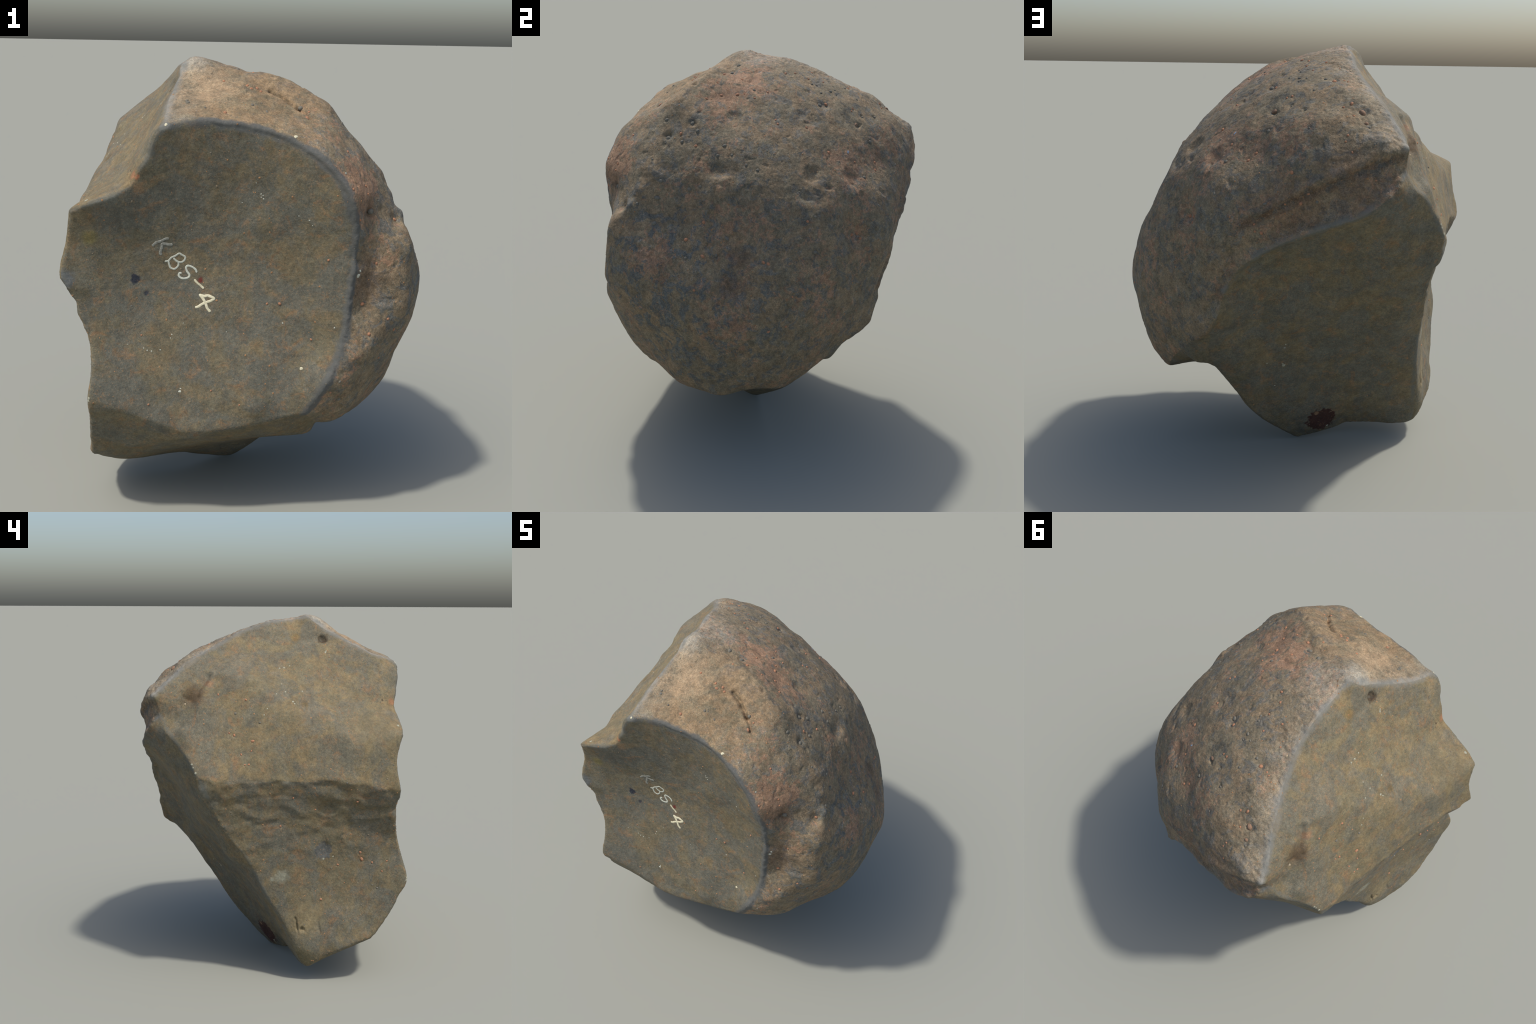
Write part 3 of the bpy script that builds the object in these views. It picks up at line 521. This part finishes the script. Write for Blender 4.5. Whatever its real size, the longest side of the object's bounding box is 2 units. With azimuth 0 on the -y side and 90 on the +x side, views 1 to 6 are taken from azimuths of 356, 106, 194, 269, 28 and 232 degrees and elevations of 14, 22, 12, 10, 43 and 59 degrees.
def rind_material():
    n = Nodes("weathered_rind")
    p, rim, crest, edge, ledge = common(n)
    big = n.noise(p, 3.2, 3, 0.5, shift=3.1)
    patch = n.noise(p, 9.0, 6, 0.62, 0.6)
    blot = n.noise(p, 17.0, 5, 0.65, 0.8, shift=7.7)
    speck = n.noise(p, 75.0, 4, 0.65, shift=1.9)
    grain = n.noise(p, 240.0, 2, 0.6)
    wob = n.noise(p, 26.0, 3, 0.6, shift=5.0)
    col = n.mix(n.step(patch, 0.40, 0.60), srgb(124, 114, 92), srgb(142, 122, 94))
    # blue-grey blotches, strongest on the flank and the back of the crown
    flank = spot(n, p, (0.74, -0.20, 0.95), 0.42, 0.8)
    bluish = n.math("ADD", n.step(blot, 0.50, 0.59, 0.0, 0.65), scaled(n, flank, n.step(blot, 0.47, 0.54, 0.0, 0.45)), clamp=True)
    col = n.mix(bluish, col, srgb(94, 101, 101))
    # rusty pink
    belt = n.math("MAXIMUM", spot(n, p, (0.16, -0.10, 1.84), 0.20, 0.7), spot(n, p, (0.42, -0.66, 1.52), 0.14, 0.7))
    belt = n.math("MAXIMUM", belt, scaled(n, spot(n, p, (0.05, 0.55, 1.50), 0.30, 0.7), 0.55))
    belt = n.math("MAXIMUM", belt, scaled(n, spot(n, p, (0.76, -0.15, 1.0), 0.35, 0.7), 0.7))
    reach = n.math("MULTIPLY_ADD", belt, 0.13, n.step(big, 0.3, 0.7, -0.10, 0.10))
    pink = n.step(n.math("ADD", n.noise(p, 24.0, 8, 0.72, 1.0, shift=11.0), reach), 0.575, 0.675, 0.0, 0.78)
    col = n.mix(pink, col, srgb(166, 126, 97))
    # the shelf is ochre
    shelf = n.math("MAXIMUM", spot(n, p, (0.00, -0.52, 1.82), 0.26, 0.6, wob, 0.12), spot(n, p, (-0.25, -0.42, 1.86), 0.16, 0.6, wob, 0.1))
    col = n.mix(scaled(n, shelf, 0.75), col, n.mix(n.step(patch, 0.38, 0.62), srgb(124, 112, 84), srgb(154, 126, 90)))
    # pale crest, and a paler patch on the upper shelf
    dust = n.math("MAXIMUM", n.step(crest, 0.17, 0.02, 0.0, 0.50), scaled(n, spot(n, p, (-0.24, -0.30, 1.90), 0.10, 0.8, wob, 0.05), 0.55))
    col = n.mix(n.math("MULTIPLY", dust, n.step(speck, 0.35, 0.6, 0.45, 1.0)), col, srgb(164, 152, 130))
    # whitish spots at the top corner; shelf highlight painted as a pale patch
    apex = n.math("MAXIMUM", spot(n, p, (-0.245, -0.245, 1.975), 0.055, 0.8, wob, 0.06), scaled(n, spot(n, p, (-0.16, -0.10, 1.96), 0.10, 0.8, wob, 0.1), 0.4))
    col = n.mix(scaled(n, apex, 0.62), col, srgb(178, 174, 160))
    col = n.mix(scaled(n, spot(n, p, (-0.17, -0.42, 1.86), 0.12, 0.9, wob, 0.05), 0.55), col, srgb(178, 152, 120))
    # ledge's shadow coloured onto the band: brown spots, then a dark streak
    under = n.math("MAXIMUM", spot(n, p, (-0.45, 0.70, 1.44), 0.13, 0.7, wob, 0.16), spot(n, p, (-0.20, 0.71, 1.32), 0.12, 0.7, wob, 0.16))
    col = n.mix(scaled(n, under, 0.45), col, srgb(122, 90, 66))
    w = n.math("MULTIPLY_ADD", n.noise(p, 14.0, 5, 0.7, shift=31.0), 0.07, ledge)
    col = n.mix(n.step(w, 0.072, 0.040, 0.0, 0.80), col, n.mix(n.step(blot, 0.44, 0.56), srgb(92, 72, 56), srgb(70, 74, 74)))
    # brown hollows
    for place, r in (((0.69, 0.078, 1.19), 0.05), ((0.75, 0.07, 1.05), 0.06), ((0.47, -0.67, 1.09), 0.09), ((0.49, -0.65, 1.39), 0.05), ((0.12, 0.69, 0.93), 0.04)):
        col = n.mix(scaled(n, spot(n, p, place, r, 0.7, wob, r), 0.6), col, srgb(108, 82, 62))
    # olive dark stains in the dents of the crown
    col = n.mix(n.step(n.noise(p, 13.0, 3, 0.5, shift=21.0), 0.60, 0.70, 0.0, 0.55), col, srgb(96, 92, 76))
    col = n.mix(n.step(speck, 0.56, 0.70, 0.0, 0.45), col, srgb(86, 84, 76))
    col = n.mix(n.step(speck, 0.42, 0.30, 0.0, 0.40), col, srgb(178, 148, 118))
    col = n.mix(n.step(grain, 0.35, 0.65, 0.0, 0.5), n.mix(0.4, col, srgb(66, 62, 54)), n.mix(0.15, col, srgb(200, 180, 150)))
    col = mottled(n, p, col, 0.0, 0.60)
    w = n.math("MULTIPLY_ADD", wob, 0.034, rim)
    col = n.mix(n.step(w, 0.050, 0.032, 0.0, 0.9), col, SLATE)
    w = n.math("MULTIPLY_ADD", wob, 0.060, crest)
    col = n.mix(n.step(w, 0.070, 0.026, 0.0, 0.80), col, n.mix(n.step(patch, 0.4, 0.6), srgb(106, 109, 106), srgb(130, 130, 123)))
    w = n.math("MULTIPLY_ADD", wob, 0.05, edge)
    col = n.mix(n.step(w, 0.058, 0.028, 0.0, 0.75), col, srgb(104, 107, 104))
    h = n.math("MULTIPLY_ADD", speck, 0.7, scaled(n, grain, 0.3))
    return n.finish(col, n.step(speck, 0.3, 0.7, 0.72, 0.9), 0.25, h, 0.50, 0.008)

def scar_material(name, ochre=0.0, dark=0.0, seed=0.0):
    n = Nodes(name)
    p, rim, crest, edge, ledge = common(n)
    patch = n.noise(p, 8.5, 7, 0.66, 0.5, shift=seed + 2.0)
    rust = n.noise(p, 15.0, 8, 0.72, 0.8, shift=seed + 8.0)
    slate = n.noise(p, 6.5, 6, 0.66, 0.6, shift=seed + 14.0)
    speck = n.noise(p, 85.0, 4, 0.6, shift=seed)
    grain = n.noise(p, 260.0, 2, 0.6)
    wob = n.noise(p, 26.0, 3, 0.6, shift=5.0)
    olive = srgb(108 + 9 * ochre - 4 * dark, 102 + 6 * ochre - 3 * dark, 82 - 2 * dark)
    tan = srgb(120 + 10 * ochre - 4 * dark, 107 + 6 * ochre - 4 * dark, 80 - 2 * dark)
    col = n.mix(n.step(patch, 0.40, 0.62), olive, tan)
    col = n.mix(n.step(slate, 0.42, 0.58, 0.0, 0.72 - 0.15 * ochre), col, srgb(95, 98, 92))
    col = n.mix(n.step(rust, 0.52, 0.67, 0.0, 0.70), col, srgb(142, 108, 74))
    col = n.mix(n.step(speck, 0.58, 0.72, 0.0, 0.5), col, srgb(154, 120, 82))
    col = n.mix(n.step(speck, 0.44, 0.32, 0.0, 0.5), col, srgb(80, 78, 68))
    col = n.mix(n.step(grain, 0.35, 0.65, 0.0, 0.45), n.mix(0.35, col, srgb(60, 58, 50)), n.mix(0.12, col, srgb(190, 175, 140)))
    marks = {
     "struck_face": [((-0.493, -0.592, 1.089), 0.020, 0.25, srgb(38, 42, 52), 0.95), ((-0.445, -0.592, 1.026), 0.011, 0.5, srgb(46, 50, 60), 0.8),
                     ((-0.217, -0.589, 1.082), 0.013, 0.5, srgb(96, 34, 28), 0.9), ((-0.673, -0.632, 1.275), 0.030, 0.5, srgb(112, 102, 60), 0.7),
                     ((-0.787, -0.652, 1.10), 0.045, 0.4, srgb(92, 95, 94), 0.9), ((-0.478, -0.655, 1.535), 0.014, 0.4, srgb(158, 98, 66), 0.7)],
     "upper_scar": [((-0.488, -0.640, 1.536), 0.018, 0.4, srgb(150, 100, 70), 0.6), ((-0.68, -0.50, 1.42), 0.13, 0.7, srgb(118, 106, 78), 0.5),
                    ((-0.337, -0.275, 1.869), 0.026, 0.4, srgb(58, 44, 32), 0.85),
                    ((-0.342, -0.123, 1.877), 0.022, 0.6, srgb(126, 102, 60), 0.6), ((-0.64, -0.16, 1.545), 0.020, 0.6, srgb(92, 78, 48), 0.7),
                    ((-0.640, 0.42, 1.585), 0.055, 0.6, srgb(84, 66, 46), 0.75), ((-0.612, 0.345, 1.640), 0.022, 0.5, srgb(146, 104, 74), 0.45), ((-0.500, -0.588, 1.545), 0.007, 0.3, srgb(40, 36, 30), 0.9)],
     "lower_scar": [((-0.678, -0.264, 0.754), 0.048, 0.12, srgb(88, 89, 86), 0.95), ((-0.686, -0.045, 0.615), 0.034, 0.5, srgb(132, 132, 116), 0.75),
                    ((-0.684, 0.010, 0.598), 0.012, 0.5, srgb(132, 132, 116), 0.7), ((-0.69, -0.16, 0.36), 0.09, 0.6, srgb(124, 112, 84), 0.7), ((-0.66, -0.15, 0.12), 0.09, 0.6, srgb(100, 92, 66), 0.6)],
     "back_scar": [((-0.205, 0.020, 0.125), 0.076, 0.08, srgb(62, 38, 33), 0.96), ((-0.185, 0.055, 0.170), 0.012, 0.4, srgb(140, 112, 86), 0.85),
                   ((-0.085, 0.350, 0.600), 0.006, 0.5, srgb(150, 150, 140), 0.8)],
    }
    big_wob = n.noise(p, 45.0, 4, 0.65, shift=9.0)
    for place, r, soft, tint, k in marks.get(name, ()):
        col = n.mix(scaled(n, spot(n, p, place, r, soft, big_wob, r * 1.4), k), col, tint)
    col = mottled(n, p, col, seed + 3.0, 0.45)
    w = n.math("MULTIPLY_ADD", wob, 0.040, rim)
    col = n.mix(n.step(w, 0.054, 0.030, 0.0, 0.85), col, srgb(86, 88, 86))
    w = n.math("MULTIPLY_ADD", wob, 0.045, crest)
    col = n.mix(n.step(w, 0.052, 0.020, 0.0, 0.8), col, srgb(114, 113, 106))
    w = n.math("MULTIPLY_ADD", wob, 0.05, edge)
    col = n.mix(n.step(w, 0.046, 0.024, 0.0, 0.7), col, srgb(96, 98, 92))
    h = n.math("MULTIPLY_ADD", speck, 0.6, scaled(n, grain, 0.4))
    return n.finish(col, n.step(speck, 0.3, 0.7, 0.70, 0.86), 0.28, h, 0.40, 0.006)

def plain_material(name, a, b, scale=60.0, rough=0.8, worn=None):
    n = Nodes(name)
    p = n.add("TexCoord").outputs["Object"]
    v = n.noise(p, scale, 4, 0.6)
    col = n.mix(n.step(v, 0.35, 0.65), a, b)
    r = n.add("ObjectInfo").outputs["Random"]
    col = n.mix(n.step(r, 0.0, 1.0, 0.0, 0.35), col, n.mix(0.5, col, (0.10, 0.09, 0.07, 1)))
    if worn:
        col = n.mix(n.step(n.noise(p, 170.0, 3, 0.7), 0.50, 0.62, 0.0, 0.8), col, worn)
    return n.finish(col, rough, 0.25)

# ---------------------------------------------------------------- assembly
scene = bpy.context.scene
LEVEL = 9
pos, tris, facet, normal = make_body(LEVEL)
pos[:, 2] -= 0.002
low = min(0.0, pos[:, 2].min())      # keep the foot on the ground
pos[:, 2] -= low

stone = bpy.data.objects.new("broken_cobble", None)
stone.empty_display_size = 0.2
stone["label"] = "dark brown broken cobble with flaked faces and painted code"
stone["category"] = "stone"
scene.collection.objects.link(stone)

def child(name, mesh, parent):
    o = bpy.data.objects.new(name, mesh)
    o.parent = parent
    scene.collection.objects.link(o)
    return o

def set_normals(mesh, vn):
    mesh.polygons.foreach_set("use_smooth", np.ones(len(mesh.polygons), bool))
    mesh.normals_split_custom_set_from_vertices([tuple(v) for v in vn.tolist()])

def from_arrays(name, v, f):
    mesh = bpy.data.meshes.new(name)
    mesh.vertices.add(len(v))
    mesh.vertices.foreach_set("co", np.ascontiguousarray(v, np.float32).ravel())
    mesh.loops.add(f.size)
    mesh.loops.foreach_set("vertex_index", np.ascontiguousarray(f, np.int32).ravel())
    mesh.polygons.add(len(f))
    mesh.polygons.foreach_set("loop_start", np.arange(0, f.size, 3, dtype=np.int32))
    mesh.update(calc_edges=True)
    return mesh

PART = {"rind": "weathered_rind", "back_band": "rind_ledge", "struck_face": "fracture_face", "upper_scar": "flake_scar", "lower_scar": "flake_scar",
        "back_scar": "flake_scar", "chamfer": "edge_chamfer", "underside": "underside"}
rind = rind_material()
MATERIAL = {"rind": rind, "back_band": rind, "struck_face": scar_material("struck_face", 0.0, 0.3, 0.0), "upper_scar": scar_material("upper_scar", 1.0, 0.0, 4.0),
            "lower_scar": scar_material("lower_scar", 0.35, 0.0, 9.0), "back_scar": scar_material("back_scar", 0.1, 0.0, 15.0),
            "chamfer": scar_material("chamfer", 0.3, 0.0, 20.0), "underside": scar_material("underside", 0.2, 0.0, 24.0)}
votes = facet[tris]
face_facet = np.where(votes[:, 1] == votes[:, 2], votes[:, 1], votes[:, 0])
parts = {}
for i, key in enumerate(NAMES):
    f = tris[face_facet == i]
    used, flat = np.unique(f, return_inverse=True)
    mesh = from_arrays(PART[key], pos[used], flat.reshape(-1, 3))
    mesh.materials.append(MATERIAL[key])
    set_normals(mesh, normal[used])
    parts[key] = child(PART[key], mesh, stone)

surface = bvhtree.BVHTree.FromPolygons(pos.tolist(), tris.tolist(), all_triangles=True)
def settle(place):
    where, n, index, _ = surface.find_nearest(Vector(place))
    return np.array(where), np.array(normal[tris[index]].mean(0)), NAMES[face_facet[index]]

# mineral grains standing out of the surface
GRAIN_TINT = {"rust": (srgb(176, 128, 98), srgb(156, 112, 84)), "grey": (srgb(100, 102, 98), srgb(118, 110, 94)), "brown": (srgb(142, 112, 90), srgb(120, 98, 80)), "buff": (srgb(168, 152, 128), srgb(150, 136, 110))}

def lump(name, seed, amount=0.14):
    bm = bmesh.new()
    bmesh.ops.create_icosphere(bm, subdivisions=4, radius=1.0)
    mesh = bpy.data.meshes.new(name)
    bm.to_mesh(mesh)
    bm.free()
    v = np.empty(len(mesh.vertices) * 3)
    mesh.vertices.foreach_get("co", v)
    v = v.reshape(-1, 3)
    v *= (1 + amount * noise(v, 0.9, seed) + 0.4 * amount * noise(v, 0.4, seed + 1))[:, None]
    mesh.vertices.foreach_set("co", v.ravel())
    mesh.polygons.foreach_set("use_smooth", np.ones(len(mesh.polygons), bool))
    return mesh

def seat(o, at, n, size, flat, sink, parent):
    turn = Vector(n).to_track_quat("Z", "Y").to_matrix() @ Matrix.Rotation(random.uniform(0, math.tau), 3, "Z")
    k = random.uniform(0.82, 1.2)
    o.matrix_world = Matrix.Translation(Vector(at - n * size * flat * sink)) @ turn.to_4x4() @ Matrix.Diagonal((size * k, size / k, size * flat, 1))

for tone, rows in GRAINS.items():
    mat = plain_material("mineral_" + tone, *GRAIN_TINT[tone], scale=0.9 if False else 2.2)
    shapes = []
    for s in range(4):
        mesh = lump("mineral_grain", 30 + s)
        mesh.materials.append(mat)
        shapes.append(mesh)
    proto = None
    for j, (x, y, z, r) in enumerate(rows):
        at, n, key = settle((x, y, z - low))
        o = child("mineral_grain", shapes[j % 4], parts[key])
        seat(o, at, n, r * 1.05, 0.80, 0.10, parts[key])

# the finer grit nobody could count, joined
def grit(name, count, lo, hi, mats, keep):
    ball = bmesh.new()
    bmesh.ops.create_icosphere(ball, subdivisions=2, radius=1.0)
    ball.verts.ensure_lookup_table()
    bv = np.array([v.co[:] for v in ball.verts])
    bf = np.array([[v.index for v in f.verts] for f in ball.faces])
    ball.free()
    area = np.linalg.norm(np.cross(pos[tris[:, 1]] - pos[tris[:, 0]], pos[tris[:, 2]] - pos[tris[:, 0]]), axis=1)
    area = area * keep[face_facet]
    pick = rng.choice(len(tris), count * 3, p=area / area.sum())
    centre = pos[tris[pick]].mean(1)
    dense = noise(centre, 0.16, 40) + 0.6 * rng.normal(size=len(pick))
    chosen = np.argsort(-dense)[:count]
    pick, centre = pick[chosen], centre[chosen]
    n = normal[tris[pick, 0]]
    t = unit(np.cross(n, rng.normal(size=n.shape)))
    b = np.cross(n, t)
    size = lo * (hi / lo) ** (rng.random(count) ** 2.2)
    k = rng.uniform(0.8, 1.3, count)
    v = (centre - n * (size * 0.25)[:, None])[:, None] + size[:, None, None] * (bv[None, :, :1] * (t * k[:, None])[:, None] + bv[None, :, 1:2] * b[:, None] + 0.6 * bv[None, :, 2:] * n[:, None])
    f = bf[None] + (np.arange(count) * len(bv))[:, None, None]
    mesh = from_arrays(name, v.reshape(-1, 3), f.reshape(-1, 3))
    mesh.polygons.foreach_set("use_smooth", np.ones(len(mesh.polygons), bool))
    for m in mats:
        mesh.materials.append(m)
    which = np.repeat(rng.integers(0, len(mats), count), len(bf)).astype(np.int32)
    mesh.polygons.foreach_set("material_index", which)
    o = child(name, mesh, stone)
    o["kind"] = "stuff"
    return o

keep = np.array([{"rind": 1.0, "back_band": 1.0, "upper_scar": 0.9, "struck_face": 0.55, "lower_scar": 0.8, "back_scar": 0.3}.get(k, 0.3) for k in NAMES])
rusty = plain_material("grit_rust", srgb(156, 120, 86), srgb(136, 104, 74), 90.0)
greyish = plain_material("grit_grey", srgb(98, 98, 90), srgb(120, 108, 88), 90.0)
grit("fine_grit", 2600, 0.0017, 0.0052, [rusty, greyish], keep)

# painted code on the fracture face: strokes of a small brush
INK = {"white": plain_material("white_paint", srgb(196, 196, 178), srgb(176, 180, 168), 120.0, 0.6),
       "cream": plain_material("cream_paint", srgb(214, 208, 180), srgb(200, 192, 160), 120.0, 0.6),
       "faded": plain_material("faded_paint", srgb(150, 150, 140), srgb(128, 128, 118), 120.0, 0.7, srgb(104, 100, 88))}
LETTERS = [   # ink, brush width, strokes as (x, z) on the face
 ("faded", 0.0130, [[(-0.418, 1.225), (-0.401, 1.239), (-0.382, 1.245), (-0.365, 1.254), (-0.350, 1.256)], [(-0.382, 1.184), (-0.386, 1.194), (-0.380, 1.215), (-0.378, 1.234)], [(-0.378, 1.234), (-0.363, 1.232), (-0.346, 1.228), (-0.335, 1.229)]]),
 ("white", 0.0092, [[(-0.366, 1.155), (-0.352, 1.158), (-0.340, 1.171), (-0.323, 1.179), (-0.307, 1.189), (-0.294, 1.182), (-0.282, 1.174), (-0.284, 1.161), (-0.296, 1.151), (-0.310, 1.152), (-0.320, 1.158), (-0.330, 1.168)], [(-0.310, 1.151), (-0.311, 1.136), (-0.325, 1.122), (-0.342, 1.126), (-0.348, 1.138), (-0.352, 1.155)]]),
 ("white", 0.0098, [[(-0.233, 1.107), (-0.238, 1.119), (-0.253, 1.130), (-0.270, 1.135), (-0.278, 1.128), (-0.275, 1.113), (-0.264, 1.096), (-0.267, 1.086), (-0.284, 1.080), (-0.299, 1.082), (-0.309, 1.092), (-0.306, 1.103), (-0.298, 1.103)]]),
 ("cream", 0.0105, [[(-0.242, 1.075), (-0.231, 1.062), (-0.216, 1.050), (-0.204, 1.039)]]),
 ("cream", 0.0125, [[(-0.222, 1.012), (-0.202, 1.006), (-0.187, 1.009), (-0.173, 1.004), (-0.159, 0.996), (-0.173, 0.987), (-0.194, 0.980), (-0.211, 0.972), (-0.226, 0.962), (-0.238, 0.958)], [(-0.218, 1.011), (-0.204, 0.992), (-0.194, 0.972), (-0.188, 0.955), (-0.176, 0.941)]]),
]
PROFILE = ((-1.0, -0.0012), (-0.85, 0.0007), (-0.4, 0.0012), (0.0, 0.0013), (0.4, 0.0012), (0.85, 0.0007), (1.0, -0.0012))

def letter(ink, width, strokes, index):
    verts, faces = [], []
    for s, stroke in enumerate(strokes):
        line = spline([(x, 0.0, z) for x, z in stroke], 0.0022)
        line = np.vstack([line[0] + (line[0] - line[1]) * 0.8, line, line[-1] + (line[-1] - line[-2]) * 0.8])
        along = unit(np.gradient(line, axis=0))
        side = np.stack([-along[:, 2], along[:, 1], along[:, 0]], 1)
        m = len(line)
        taper = np.minimum(1, 0.45 + 0.55 * np.minimum(np.arange(m), np.arange(m)[::-1]) / 2.0)
        half = width / 2 * taper * (1 + 0.16 * noise(line + index + 0.3 * s, 0.012, 50))
        base = len(verts)
        for i in range(m):
            for u, h in PROFILE:
                q = line[i] + side[i] * (u * half[i])
                hit = surface.ray_cast(Vector((q[0], -1.5, q[2] - low)), Vector((0, 1, 0)))
                verts.append((q[0], hit[0].y - h - 0.0002 * s, q[2] - low))
        k = len(PROFILE)
        for i in range(m - 1):
            for j in range(k - 1):
                a = base + i * k + j
                faces.append((a, a + 1, a + k + 1, a + k))
        faces.append(tuple(base + j for j in range(k))[::-1])
        faces.append(tuple(base + (m - 1) * k + j for j in range(k)))
    mesh = bpy.data.meshes.new("painted_letter")
    mesh.from_pydata(verts, [], faces)
    bm = bmesh.new()
    bm.from_mesh(mesh)
    bmesh.ops.recalc_face_normals(bm, faces=bm.faces)
    if sum(f.normal.y * f.calc_area() for f in bm.faces) > 0:
        bmesh.ops.reverse_faces(bm, faces=bm.faces)
    bm.to_mesh(mesh)
    bm.free()
    mesh.polygons.foreach_set("use_smooth", np.ones(len(mesh.polygons), bool))
    mesh.materials.append(INK[ink])
    child("painted_dash" if len(strokes[0]) == 4 and len(strokes) == 1 else "painted_letter", mesh, parts["struck_face"])

for i, (ink, width, strokes) in enumerate(LETTERS):
    letter(ink, width, strokes, i)

# flecks of paint and pale crystals
FLECKS = {
 "cream": [(0.166, -0.666, 1.696, 0.0085), (-0.357, -0.678, 1.737, 0.0060), (0.214, -0.671, 0.702, 0.0075)],
 "white": [(0.369, -0.702, 1.552, 0.0045), (0.441, -0.694, 1.117, 0.0085), (0.449, -0.694, 1.14, 0.005), (-0.107, -0.624, 0.855, 0.0022), (-0.306, -0.674, 0.606, 0.0055), (-0.302, -0.670, 0.618, 0.003),
           (0.010, -0.626, 1.497, 0.0022), (0.031, -0.623, 1.451, 0.0026), (0.040, -0.622, 1.446, 0.0026), (0.032, -0.623, 1.437, 0.0026), (0.042, -0.622, 1.431, 0.0028), (-0.046, -0.613, 1.412, 0.0022), (0.238, -0.676, 1.323, 0.0022), (0.225, -0.674, 1.345, 0.0032), (0.183, -0.663, 1.361, 0.0026), (0.347, -0.690, 0.891, 0.0035), (0.133, -0.629, 0.894, 0.0032),
           (-0.524, -0.642, 0.809, 0.0020), (-0.339, -0.615, 0.843, 0.0030), (-0.345, -0.618, 0.828, 0.0022), (-0.458, -0.637, 0.790, 0.0026), (-0.443, -0.638, 0.780, 0.003), (-0.425, -0.638, 0.776, 0.0026), (-0.388, -0.634, 0.780, 0.0030), (-0.290, -0.607, 0.891, 0.0022)],
 "pale": [(-0.481, -0.032, 1.711, 0.0048), (-0.477, -0.056, 1.714, 0.0044), (-0.468, -0.087, 1.724, 0.0036), (-0.563, -0.039, 1.632, 0.0034), (-0.615, -0.010, 1.583, 0.0034), (-0.595, -0.058, 1.594, 0.0040), (-0.576, -0.150, 1.596, 0.0048), (-0.632, -0.097, 1.544, 0.0050), (-0.640, -0.105, 1.535, 0.004), (-0.665, 0.039, 1.513, 0.0038), (-0.679, 0.056, 1.482, 0.0040),
          (-0.654, 0.468, 1.539, 0.0055), (-0.787, 0.431, 1.238, 0.0055), (-0.792, 0.424, 1.222, 0.004), (-0.800, 0.411, 1.194, 0.0060), (-0.388, -0.287, 1.792, 0.0060), (-0.384, -0.292, 1.800, 0.004), (-0.681, -0.648, 1.429, 0.0075), (-0.677, -0.268, 0.701, 0.0065), (-0.671, -0.319, 0.715, 0.0042), (-0.679, -0.433, 0.580, 0.0022), (-0.681, -0.457, 0.566, 0.0022), (-0.693, -0.735, 0.60, 0.006), (-0.694, -0.722, 0.585, 0.005),
          (-0.091, 0.359, 0.614, 0.0045), (-0.070, 0.300, 0.485, 0.0075), (-0.066, 0.306, 0.495, 0.004), (-0.017, 0.262, 0.366, 0.0040), (0.005, 0.341, 0.508, 0.0035), (-0.24, -0.012, 0.06, 0.006), (0.534, -0.591, 1.421, 0.0026), (0.253, -0.663, 1.669, 0.003)],
 "blue": [(0.129, 0.458, 1.601, 0.0052), (0.131, 0.457, 1.594, 0.0040)],
}
FLECK_TINT = {"cream": INK["cream"], "white": INK["white"], "pale": plain_material("pale_crystal", srgb(168, 166, 146), srgb(150, 150, 132)), "blue": plain_material("blue_chip", srgb(150, 172, 190), srgb(136, 158, 178))}
for tone, rows in FLECKS.items():
    shapes = []
    for s in range(3):
        mesh = lump("paint_fleck" if tone != "pale" else "pale_crystal", 60 + s, 0.3)
        mesh.materials.append(FLECK_TINT[tone])
        shapes.append(mesh)
    for j, (x, y, z, r) in enumerate(rows):
        at, n, key = settle((x, y, z - low))
        o = child(shapes[0].name.split(".")[0], shapes[j % 3], parts[key])
        seat(o, at, n, r, 0.35, 0.2, parts[key])
